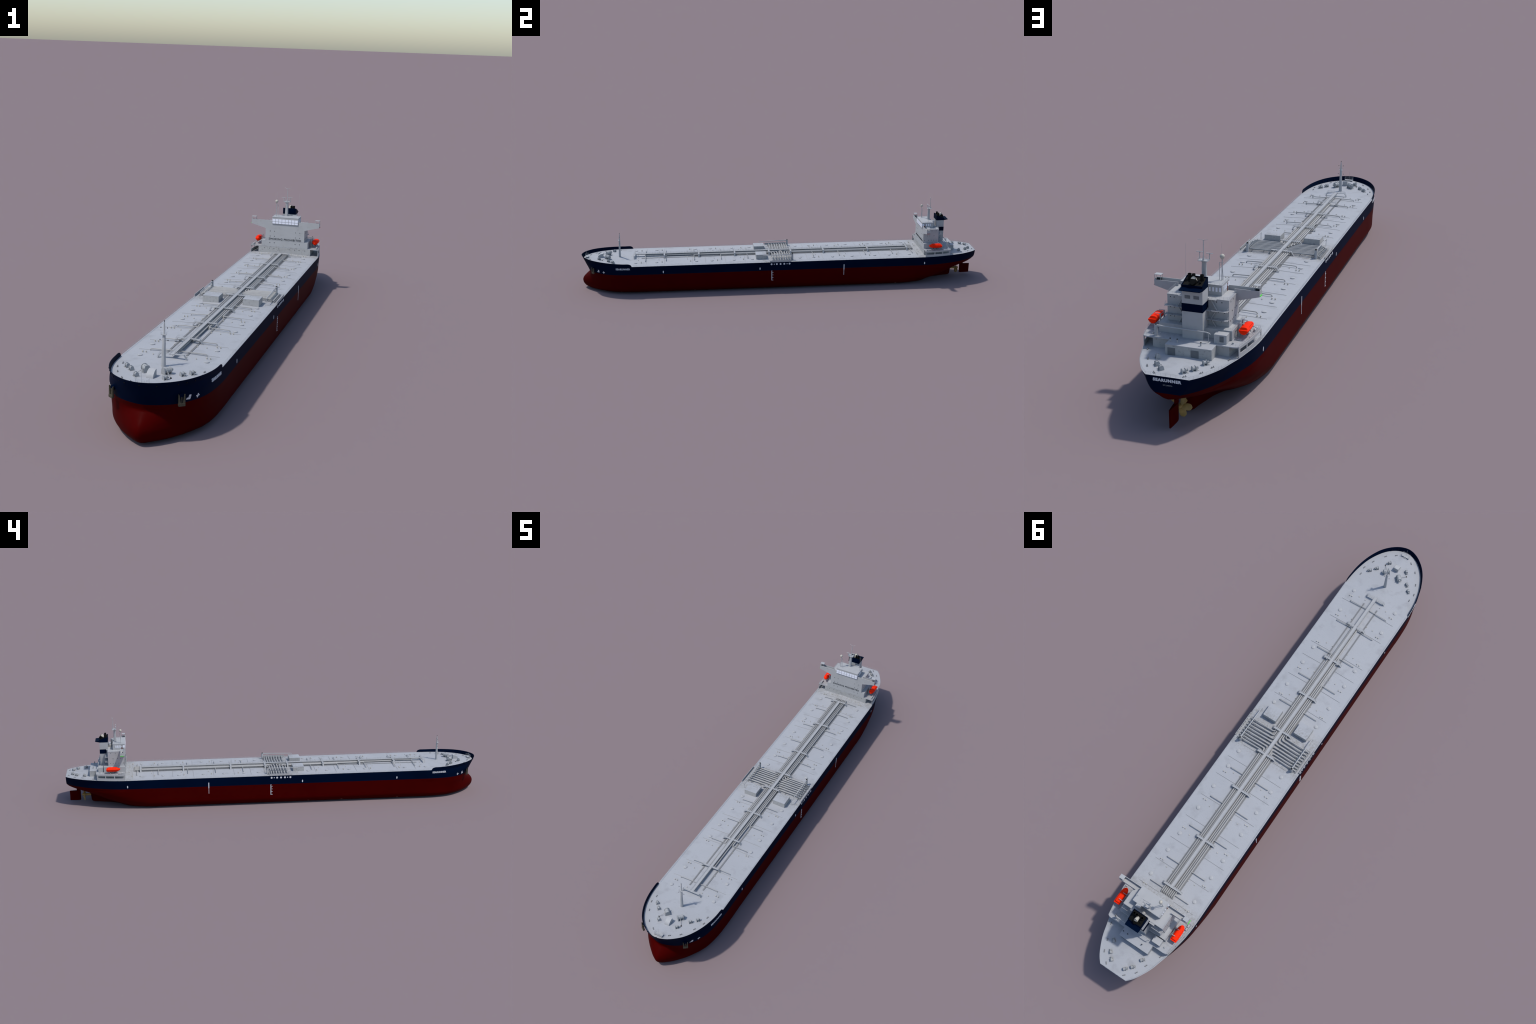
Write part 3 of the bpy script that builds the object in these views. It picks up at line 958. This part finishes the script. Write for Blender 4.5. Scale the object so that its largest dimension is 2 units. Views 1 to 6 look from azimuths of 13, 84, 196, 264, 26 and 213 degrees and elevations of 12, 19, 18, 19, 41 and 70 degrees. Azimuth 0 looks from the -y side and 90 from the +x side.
# mooring bitts
bm_ = B()
bm_.box(-.0052, .0052, -.0019, .0019, -.002, .0007)
for x in (-.0030, .0030):
    bm_.cyl((x, 0, 0), (x, 0, .0030), .0010, n=10)
    bm_.cyl((x, 0, .0030), (x, 0, .0036), .0013, n=10)
pl = []
for x, y in ((.0685, -.9313), (.0345, -.9573), (.0985, -.8848), (.1150, -.8436), (.1123, -.8114), (.0828, .9192), (.0685, .9565), (.038, .9868), (.1066, .8667)):
    d = .006
    for s in (1, -1):
        tang = math.atan2(2 * d, (deck_b(y + d) - deck_b(y - d)) * s)
        pl.append(((s * x, y, deck_z(x, y)), tang))
repeat("mooring_bitt", bm_.mesh("mooring_bitt"), ship, M_GREY, pl, 40)

# fairlead openings in the bulwark
FAIR = [(.0417, -.9847, .1581), (.0629, -.9690, .1567), (.0853, -.9485, .1559), (.1012, -.9272, .1554),
        (.1143, -.9006, .1534), (.1232, -.8826, .1535), (0.0003, -.9945, .1590)]
ring, hole = B(), B()
for j, (x, y, z) in enumerate(FAIR):
    if x < .001: nrm = Vector((0, -1, -.25))
    else:
        t = Vector((deck_b(y + .006) - deck_b(y - .006), .012, 0)).normalized()
        nrm = Vector((t.y, -t.x, -.2))
    nrm.normalize()
    for s in ((1, -1) if x > .001 else (1,)):
        nn = Vector((s * nrm.x, nrm.y, nrm.z)); p = Vector((s * x, y, z))
        hole.cyl(p - nn * .0032, p + nn * .0009, .0019, n=12)
        ring.cyl(p - nn * .0030, p + nn * .00075, .0024 if j == 0 else .0021, n=14)
hole.obj("fairlead_opening", ship, M_BLACK, 40)
ring.obj("fairlead_ring", ship, M_NAVY, 40)

# anchors hanging in their hawse pipes
for s in (1, -1):
    c = Vector((s * .0915, -.9392, .1020))
    out = Vector((s * .60, -.78, -.12)).normalized()       # hull normal
    along = Vector((-s * .80, -.60, 0)).normalized() * -1   # along the plating
    up = Vector((0, 0, 1))
    def Pt(a, u, o): return tuple(c + along * a + up * u + out * o)
    b = B()
    def slab(poly, o0, o1):
        n = len(poly)
        vs = [Pt(a, u, o0) for a, u in poly] + [Pt(a, u, o1) for a, u in poly]
        b.add(vs, [tuple(range(n - 1, -1, -1)), tuple(range(n, 2 * n))] + [(i, (i + 1) % n, n + (i + 1) % n, n + i) for i in range(n)])
    slab([(-.0088, -.004), (.0088, -.004), (.0092, .0015), (.0070, .004), (-.0070, .004), (-.0092, .0015)], -.001, .0055)
    slab([(-.0090, .000), (-.0022, .001), (-.0045, .014), (-.0068, .0262), (-.0088, .0270)], .0004, .0048)
    slab([(.0090, .000), (.0022, .001), (.0045, .014), (.0068, .0262), (.0088, .0270)], .0004, .0048)
    slab([(-.0016, .003), (.0016, .003), (.0014, .019), (-.0014, .019)], .0000, .0032)
    b.obj("anchor", ship, M_ANCHOR, bevel=.0005)
    b = B()
    b.cyl(Vector(Pt(0, .021, -.008)), Vector(Pt(0, .022, .0012)), .0072, .0064, n=18)
    b.obj("hawse_pipe", ship, M_NAVY, 40)

# ------------------------------------------------------------------ accommodation
house = bpy.data.objects.new("superstructure", None)
COL.objects.link(house); house.parent = ship

def wall(name, m=M_WALL, bevel=.0003):
    return lambda bb: bb.obj(name, house, m, bevel=bevel)

YF = .718
# main deck house under the boat deck
b = B()
b.prism([(-.1085, YF), (.1085, YF), (.1085, .80), (.100, .849), (-.100, .849), (-.1085, .80)], 2, .142, .1696)
b.obj("lower_house", house, M_STAIN, bevel=.0003)

# boat deck slab following the hull side
def bd(y): return float(np.interp(y, [.718, .75, .79, .82, .85], [.1405, .1390, .1345, .1293, .1238]))
ys = np.linspace(YF, .85, 14)
outline = [(bd(y), y) for y in ys]
corner = [(bd(.85) - .004, .8524), (bd(.85) - .012, .8535)]
poly = outline + corner
poly = poly + [(-x, y) for x, y in reversed(poly)]
b = B(); b.prism(poly, 2, .1696, .1722)
b.obj("boat_deck", house, M_DECK, 30)
# side screens with three long openings
b = B()
def screen(bb, y0, y1, z0, z1, n=6):
    yy = np.linspace(y0, y1, n)
    rings = []
    for y in yy:
        xo = bd(y) + .0012
        xo0 = max(deck_b(y) - .0006, xo) if z0 < .15 else xo
        rings.append([(xo - .0018, y, z0), (xo, y, z0), (xo, y, z1), (xo - .0018, y, z1)])
    bb.loft(rings)
screen(b, YF, .8485, .1415, .1542, 12)
screen(b, YF, .8495, .1652, .1728, 12)
for a, c in ((YF, .7212), (.7640, .7684), (.8058, .8098), (.8425, .8490)):
    screen(b, a, c, .154, .166, 2)
b.sym()
b.obj("side_screen", house, M_WALL, 30)

# level two, tower, bridge wings as solid blocks
b = B(); b.box(-.0967, .0967, YF + .0002, .8165, .1722, .1975)
b.obj("second_tier", house, M_WALL, bevel=.0003)
b = B(); b.box(-.0815, .0815, YF + .0003, .7955, .1975, .2675)
b.obj("tower", house, M_WALL, bevel=.0003)
b = B()
front = [(-.0815, .1975), (.0815, .1975), (.0815, .2468), (.1415, .2628), (.1415, .2803), (-.1415, .2803), (-.1415, .2628), (-.0815, .2468)]
b.prism(front, 1, YF, YF + .0016)
b.obj("front_bulkhead", house, M_WALL)
b = B()
for s in (1, -1):
    ap = [(s * .0752, .2470), (s * .0815, .2468), (s * .1415, .2628), (s * .1415, .2783), (s * .0752, .2783)]
    b.prism(ap, 1, .7352, .7366)
    e = [(.7196, .2630), (.7352, .2630), (.7352, .2783), (.7196, .2803)]
    b.prism(e, 0, s * .1401, s * .1415)
    # floor and sloping soffit of the wing
    b.prism([(s * .0815, .2675), (s * .1401, .2675), (s * .1401, .2688), (s * .0815, .2688)], 1, YF + .0016, .7352)
    b.prism([(s * .0817, .2469), (s * .1401, .2625), (s * .1401, .2637), (s * .0817, .2481)], 1, YF + .0016, .7352)
b.obj("bridge_wing", house, M_WALL)
b = B()
for s in (1, -1):
    b.box(s * .1325 - .0092, s * .1325 + .0092, .7196, .7346, .2908, .2918)
    for x in (.1243, .1408):
        for y in (.7205, .7338):
            b.box(s * x - .0005, s * x + .0005, y - .0005, y + .0005, .278, .2909)
b.obj("wing_canopy", house, M_PLAIN)
b = B()
b.box(.127, .1385, .7200, .7262, .2688, .2800)
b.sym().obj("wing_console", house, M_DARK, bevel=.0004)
for s, m, nm in ((1, M_REDL, "port_sidelight"), (-1, M_GREEN, "starboard_sidelight")):
    b = B(); b.box(s * .1422 - .0009, s * .1422 + .0009, .7190, .7352, .2632, .2650)
    b.obj(nm, house, m)
# roof slab of the tower, bridge deck
b = B(); b.box(-.0820, .0820, YF + .0018, .7965, .2668, .2682)
b.obj("bridge_deck", house, M_PLAIN)

# wheelhouse
b = B(); b.box(-.0545, .0545, .7158, .7722, .2676, .2955)
b.box(.0185, .0365, .7722, .7840, .2682, .2985)
wh = b.obj("wheelhouse", house, M_WALL, bevel=.0004)
b = B(); b.box(-.0552, .0552, .7150, .7730, .2948, .2966)
b.obj("wheelhouse_roof", wh, M_PLAIN, bevel=.0003)
b = B(); b.box(-.0543, .0539, .7153, .7160, .2678, .2886)
b.obj("window_frame", wh, M_GREY)
g = B()
x0, x1 = -.0540, .0536; n = 8; w = (x1 - x0) / n
for k in range(n):
    for za, zb in ((.2685, .2760), (.2774, .2880)):
        g.box(x0 + k * w + .0007, x0 + (k + 1) * w - .0007, .7148, .7161, za, zb)
for y0, y1 in ((.7546, .7589), (.7453, .7506), (.7356, .7404), (.7165, .7245)):
    for s in (1, -1):
        g.box(s * .0546 - .0005, s * .0546 + .0005, y0, y1, .2778, .2896)
for xa, xb in ((-.0249, -.0209), (-.0340, -.0296), (-.0431, -.0383), (-.0521, -.0477)):
    g.box(xa, xb, .7717, .7727, .2785, .2893)
    g.box(-xb, -xa, .7717, .7727, .2785, .2893)
g.obj("wheelhouse_window", wh, M_GLASS)
b = B()
for s in (1, -1): b.box(s * .0546 - .0006, s * .0546 + .0006, .7268, .7312, .2682, .2880)
b.obj("wheelhouse_door", wh, M_DOOR)
b = B()
for s in (1, -1): b.box(s * .0546 - .0008, s * .0546 + .0008, .7275, .7305, .2805, .2868)
b.obj("door_pane", wh, M_GLASS)

# port lights
b = B()
def pl_front(x, z): b.box(x - .0011, x + .0011, YF - .0004, YF + .0005, z - .0015, z + .0015)
for x in (-.0614, -.0432, .0446, .0626):
    for z in (.2359, .2148, .1878): pl_front(x, z)
for x in (-.0824, -.0615, -.043, -.0224, .0208, .0445, .0625, .0865): pl_front(x, .1636)
for y, z in ((.7605, .2605), (.782, .2605), (.7385, .2338), (.7505, .2338), (.772, .2338), (.7243, .211), (.7455, .211), (.760, .211), (.772, .211), (.784, .2105)):
    for s in (1, -1): b.box(s * .0815 - .0005, s * .0815 + .0005, y - .0010, y + .0010, z - .0015, z + .0015)
for x, z in ((.0491, .2606), (.063, .2606), (.0342, .2339), (.054, .2339), (.0695, .2338), (.0358, .2103), (.0619, .2103)):
    b.box(-x - .0009, -x + .0009, .795, .7960, z - .0014, z + .0014)
for x, z in ((.073, .2606), (.063, .2606), (.0732, .2339), (.063, .2339), (.0732, .2102), (.063, .2102)):
    b.box(x - .0009, x + .0009, .795, .7960, z - .0014, z + .0014)
b.obj("port_light", house, M_DARK)

# balconies and ladders on the after face of the tower
b = B()
for z in (.2413, .2180):
    b.box(-.0815, -.0275, .7955, .8100, z - .0012, z)
    b.box(.0275, .0850, .7955, .8090, z - .0012, z)
b.obj("balcony", house, M_DECK)
b = B()
for s in (1, -1):
    for z0, z1, xa, xb in ((.2675, .2413, .036, .050), (.2413, .2180, .050, .036), (.2180, .1975, .036, .048)):
        b.prism([(s * xa, z0), (s * (xa + .0018), z0), (s * (xb + .0018), z1), (s * xb, z1)], 1, .7985, .8025)
b.box(-.050, -.030, .7955, .803, .2668, .2680); b.box(.030, .050, .7955, .803, .2668, .2680)
b.obj("ladder", house, M_PLAIN)

b = B()
for z in (.2413, .2180):
    rail(b, [(-.081, .797, z), (-.081, .8098, z), (-.030, .8098, z)], h=.0075, step=.009)
    rail(b, [(.0845, .797, z), (.0845, .8088, z), (.030, .8088, z)], h=.0075, step=.009)
rail(b, [(-.0812, .740, .2682), (-.0812, .7958, .2682), (-.030, .7958, .2682)], h=.0075, step=.010)
rail(b, [(.0812, .740, .2682), (.0812, .7958, .2682), (.030, .7958, .2682)], h=.0075, step=.010)
rail(b, [(-.0962, .722, .1975), (-.0962, .816, .1975), (-.030, .816, .1975)], h=.0075, step=.011)
rail(b, [(.0962, .722, .1975), (.0962, .816, .1975), (.030, .816, .1975)], h=.0075, step=.011)
for s in (1, -1):
    rail(b, [(s * .1395, .7195, .1722), (s * .110, .7195, .1722)], h=.0078, step=.009)
    rail(b, [(s * .1402, .7195, .1728)] + [(s * (bd(y) - .0003), y, .1728) for y in np.linspace(.735, .848, 9)]
         + [(s * .112, .8522, .1722), (s * .070, .8522, .1722)], h=.0078, step=.0125)
rail(b, [(-.0542, .718, .2966), (-.0542, .772, .2966), (.0542, .772, .2966), (.0542, .718, .2966)], h=.006, wires=2, step=.012)
b.obj("superstructure_rail", house, M_WIRE)["kind"] = "stuff"

# air conditioning box, stores on boat deck
b = B(); b.box(-.0912, -.0585, .8195, .8428, .1722, .1950)
b.obj("deck_store", house, M_WALL, bevel=.0003)
b = B(); b.box(-.0838, -.0733, .8424, .8434, .1765, .1915)
b.obj("store_louvre", house, M_GRILL)
b = B()
for x0, x1 in ((.0260, .0457), (-.0347, -.0144)):
    b.box(x0, x1, .8852, .8864, .1440, .1644)
b.obj("store_louvre", house, M_GRILL)
# after store house on the poop
b = B(); b.box(-.0682, .0523, .8492, .8857, .1425, .1712)
b.obj("poop_house", house, M_STAIN, bevel=.0003)
b = B(); b.box(-.0684, .0525, .8494, .8859, .1712, .1720)
b.obj("poop_house_roof", house, M_DECK)
b = B(); c = B()
for x, y in ((-.0347, .8698), (.0459, .8670), (.0273, .8675)):
    b.cyl((x, y, .1715), (x, y, .1800), .0018, n=12); c.cyl((x, y, .1800), (x, y, .1814), .0020, n=12)
b.obj("roof_vent", house, M_PLAIN, 40); c.obj("roof_vent_cap", house, M_DARK, 40)

# stores crane across the boat deck
b = B()
b.rings_along([(.0945, .8412, .1715), (.0945, .8412, .1960), (.0945, .8412, .2005)], [.0042, .0042, .0030], 16)
b.rings_along([(.0905, .8412, .1985), (.02, .8435, .1985), (-.040, .8450, .1985), (-.0470, .8453, .1970), (-.0510, .8453, .1945)], [.0018, .0018, .0015, .0013, .0008], 8)
b.box(.078, .0965, .8395, .8430, .1965, .2005)
b.tube([(-.0455, .845, .172), (-.0455, .845, .197)], .0008, 6)
b.tube([(.092, .843, .176), (.082, .843, .181)], .0006, 6)
b.obj("stores_crane", house, M_PLAIN, 40)
b = B(); b.cyl((.0945, .8412, .2005), (.0945, .8412, .2025), .0016, n=10)
b.obj("crane_cap", house, M_BLACK)

# funnel
FX, FY0, FY1 = .0270, .7960, .8350
b = B()
b.box(-FX, FX, FY0, FY1, .1700, .2985)
fun = b.obj("funnel", house, M_WALL, bevel=.0004)
b = B(); e = .0004
b.box(-FX - e, FX + e, FY0 - e, FY1 + e, .2432, .2638)
b.obj("funnel_band", fun, M_NAVY)
b = B()
t = .0014
side = [(FY0 - e, .2985), (FY1 + e, .2985), (FY1 + e, .3115), (FY0 - e, .3238)]
b.prism(side, 0, -FX - e, -FX + t); b.prism(side, 0, FX - t, FX + e)
b.box(-FX + t, FX - t, FY0 - e, FY0 + t, .2985, .3235)
b.box(-FX + t, FX - t, FY1 - t, FY1 + e, .2985, .3115)
# flared lip over the after face
b.prism([(FY1 + e, .2988), (.8543, .3022), (.8547, .3040), (FY1 + e, .3064)], 0, -FX - .0002, FX + .0002)
b.obj("funnel_cap", fun, M_NAVY)
b = B()
b.prism([(FY0 + t, .300), (FY1 - t, .300), (FY1 - t, .3096), (FY0 + t, .3212)], 0, -FX + t, FX - t)
for x, y, r in ((.0158, .8080, .0047), (.0054, .8082, .0047), (-.0163, .8082, .0048)):
    b.rings_along([(x, y, .312), (x, y, .3305), (x, y, .3322), (x, y, .3322), (x, y, .3270)], [r, r, r * 1.02, r * .8, r * .75], 18)
b.cyl((-.0165, .8205, .312), (-.0165, .8210, .3180), .0026, n=12)
b.obj("exhaust_tray", fun, M_BLACK, 40)
b = B()
def oval_ring(x, y, z, rx, rz, n=24, ty=0.0):
    return [(x + rx * math.cos(2 * math.pi * k / n), y + ty * math.sin(2 * math.pi * k / n), z + rz * math.sin(2 * math.pi * k / n)) for k in range(n)]
AX, UP = Vector((0, .807, .590)), Vector((0, -.590, .807))
MOUTH = Vector((-.0012, .8308, .3242))
def tilt_ring(d, rx, ry, a0=0, a1=360, n=28):
    """ring in the plane square to the uptake axis, d behind the mouth"""
    c = MOUTH - AX * d + Vector((.0012 * min(1, d / .016), 0, 0))
    out = []
    for k in range(n):
        a = math.radians(a0 + (a1 - a0) * k / (n if a1 - a0 >= 360 else n - 1))
        out.append(tuple(c + Vector((rx * math.cos(a), 0, 0)) + UP * (ry * math.sin(a))))
    return out
b.loft([tilt_ring(.0200, .0070, .0090), tilt_ring(.0140, .0073, .0108), tilt_ring(.0060, .0074, .0114), tilt_ring(.0006, .0074, .0115)])
b.obj("main_uptake", fun, M_CREAM, 40)
b = B()
# sooty lower shell and open mouth
b.loft([tilt_ring(.0205, .0073, .0094, 165, 375), tilt_ring(.0140, .0077, .0113, 165, 375), tilt_ring(.0060, .0078, .0119, 165, 375), tilt_ring(.0002, .0078, .0119, 165, 375)])
b.loft([tilt_ring(.0008, .0075, .0116), tilt_ring(0, .0075, .0116), tilt_ring(0, .0068, .0106), tilt_ring(.0012, .0066, .0103)])
b.obj("uptake_mouth", fun, M_BLACK, 40)
b = B()
for x0, x1 in ((.0051, .0190), (-.0180, -.0038)): b.box(x0, x1, FY1 - .0005, FY1 + .0006, .2769, .2853)
b.obj("funnel_louvre", fun, M_GRILL)
# inert gas tower abaft the wheelhouse
b = B()
b.rings_along([(.002, .7865, .2675), (.002, .7870, .2755), (.002, .7870, .2790), (.002, .7870, .2808)], [.0068, .0068, .0052, .001], 18)
b.obj("gas_scrubber", house, M_PIPE, 40)

# radar mast
b = B()
def ring8(w, dd, z, x=-.005, y=.762): return [(x + w * cx, y + dd * cy, z) for cx, cy in ((-1, -.6), (-.6, -1), (.6, -1), (1, -.6), (1, .6), (.6, 1), (-.6, 1), (-1, .6))]
b.loft([ring8(.0060, .0062, .2960), ring8(.0052, .0050, .3490), ring8(.0054, .0052, .3500), ring8(.0085, .0080, .3540)])
b.box(-.0182, .0080, .7558, .7735, .3540, .3556)
rm = b.obj("radar_mast", house, M_PLAIN, 30)
b = B()
b.rings_along([(-.0055, .7685, .3556), (-.0055, .7685, .3640), (-.0058, .7682, .4085)], [.0032, .0013, .0009], 10)
b.tube([(-.0058, .7682, .4075), (-.0190, .7738, .4115)], .0005, 5)
b.tube([(-.0058, .7682, .4075), (.0078, .7726, .4108)], .0005, 5)
b.tube([(-.0075, .7682, .398), (-.0040, .7682, .398)], .0005, 5)
b.obj("signal_pole", rm, M_PLAIN, 40)
for x, y, zt in ((-.0176, .7568, .3706), (.0080, .7580, .3730)):
    b = B(); b.cyl((x, y, .3550), (x, y, zt), .0011, .0009, n=8)
    b.cyl((x, y, zt - .0020), (x, y, zt), .0017, n=8)
    b.box(x - .0088, x + .0088, y - .0011, y + .0011, zt, zt + .0014)
    b.obj("radar_scanner", rm, M_PLAIN, bevel=.0002)
b = B(); rail(b, [(-.0180, .7560, .3556), (-.0180, .7733, .3556), (.0078, .7733, .3556), (.0078, .7560, .3556), (-.0180, .7560, .3556)], h=.0065, wires=2, step=.006)
b.obj("mast_rail", rm, M_WIRE)["kind"] = "stuff"
# satellite dome
b = B()
b.cyl((-.0420, .7342, .2960), (-.0424, .7336, .3530), .0011, n=8)
b.cyl((-.0350, .7335, .2960), (-.0360, .7372, .3440), .0008, n=6)
b.tube([(-.0360, .7372, .3435), (-.0470, .7345, .3440)], .0005, 5)
b.tube([(-.0460, .7342, .2965), (-.0424, .7338, .335)], .0004, 4)
dm = b.obj("aerial_mast", house, M_PLAIN, 40)
b = B()
b.rings_along([(-.0424, .7336, .3520), (-.0424, .7336, .3532), (-.0424, .7336, .3565), (-.0424, .7336, .3600), (-.0424, .7336, .3628), (-.0424, .7336, .3645), (-.0424, .7336, .3651)],
              [.0030, .0038, .0058, .0063, .0050, .0028, .0006], 18)
b.obj("satellite_dome", dm, M_CREAM, 60)
b = B()
b.cyl((.0485, .7500, .2960), (.0468, .7560, .3920), .0003, .00015, n=5)
b.cyl((-.0430, .7420, .2960), (-.0430, .7420, .3950), .0003, .00015, n=5)
b.cyl((.0485, .7500, .2960), (.0483, .7505, .3150), .0005, n=6)
b.obj("whip_aerial", house, M_WIRE)

# ------------------------------------------------------------------ lifeboats
def lifeboat_mesh():
    """enclosed boat, bow towards -y, origin under mid-length at the keel"""
    b = B()
    L0, L1 = -.0318, .0318
    # fraction of length: half beam, keel rise, gunwale height, canopy height, canopy half width ratio
    ST = [(0.00, .0026, .0085, .0142, .0002, .60), (0.05, .0068, .0052, .0141, .0006, .60), (0.14, .0103, .0024, .0139, .0016, .62),
          (0.20, .0110, .0014, .0138, .0056, .60), (0.27, .0121, .0006, .0137, .0072, .60), (0.45, .0126, .0, .0136, .0074, .60),
          (0.70, .0126, .0, .0136, .0074, .60), (0.86, .0123, .0, .0136, .0070, .60), (0.91, .0121, .0002, .0136, .0064, .58),
          (0.945, .0119, .0010, .0136, .0008, .62), (1.00, .0115, .0026, .0136, .0004, .62)]
    rings = []
    for f, w, k, g, c, cr in ST:
        y = L0 + (L1 - L0) * f
        p = [(0, k), (.36 * w, k + .0010), (.78 * w, k + (g - k) * .45), (w, g - .0022), (w, g), (w * .94, g + .0004),
             (w * (.5 * cr + .47), g + c * .55), (w * cr * .92, g + c * .90), (w * cr * .55, g + c), (0, g + c * 1.02)]
        ring = p + [(-x, z) for x, z in reversed(p[1:-1])]
        rings.append([(x, y, z) for x, z in ring])
    b.loft(rings)
    return b.mesh("lifeboat")
def strut(b, a, c, w):
    b.tube([a, c], w, 5)
boat_me = lifeboat_mesh()
for s in (1, -1):
    lb = make("lifeboat", boat_me, house, M_ORANGE, 24, loc=(s * .1203, .7716, .1828))
    b = B()
    for y in (-.0120, -.0040, .0040, .0120):
        for e in (1, -1):
            b.ball((e * .0097, y, .0176), .0010, 8, 4)
    for x in (-.0034, .0034):
        b.ball((x, -.0200, .0170), .0010, 8, 4)
    b.obj("lifeboat_window", lb, M_LETTER)
    b = B()
    for y in (.7616, .7866):
        b.prism([(s * .1020, .1722), (s * .1062, .1722), (s * .1068, .2068), (s * .1050, .2086), (s * .1040, .2086)], 1, y - .0012, y + .0012)
        b.prism([(s * .1040, .2070), (s * .1190, .2074), (s * .1192, .2084), (s * .1040, .2088)], 1, y - .0009, y + .0009)
        b.tube([(s * .0995, y, .1722), (s * .1045, y, .196)], .0008, 6)
        b.tube([(s * .1180, y, .2076), (s * .1180, y, .2030)], .0002, 4)
    b.tube([(s * .1045, .7616, .2055), (s * .1045, .7866, .2055)], .0006, 6)
    b.tube([(s * .1045, .7616, .190), (s * .1045, .7866, .190)], .0005, 6)
    b.box(s * .1035 - .002, s * .1035 + .002, .770, .779, .1722, .1850)
    b.obj("davit", house, M_WINCH)
    b = B()
    for y in (.7595, .7850):
        b.tube([(s * .1180, y, .1862), (s * .1262, y, .1788)], .0011, 5)
    b.obj("boat_chock", house, M_DARK)
    b = B()
    for y in (.7595, .7850):
        b.tube([(s * .1262, y, .1788), (s * .1330, y, .1722)], .0007, 5)
        b.tube([(s * .1060, y, .1730), (s * .1200, y, .1850)], .0007, 5)
    b.obj("boat_cradle", house, M_PLAIN)
    b = B()
    for yc, zc in ((.7290, .1772), (.7420, .1768)):
        b.rings_along([(s * .1318, yc - .0056, zc), (s * .1318, yc - .005, zc), (s * .1318, yc + .005, zc), (s * .1318, yc + .0056, zc)], [.0018, .0031, .0031, .0018], 14)
        b.box(s * .1318 - .0016, s * .1318 + .0016, yc - .003, yc + .003, .1722, zc - .002)
    b.obj("liferaft_canister", house, M_PLAIN, 40)
    b = B()
    b.box(s * .1130 - .005, s * .1130 + .005, .8055, .8125, .1722, .1752)
    b.cyl((s * .1050, .8350, .1722), (s * .1050, .8350, .1765), .0028, n=12)
    b.obj("boat_winch", house, M_WINCH, bevel=.0003)
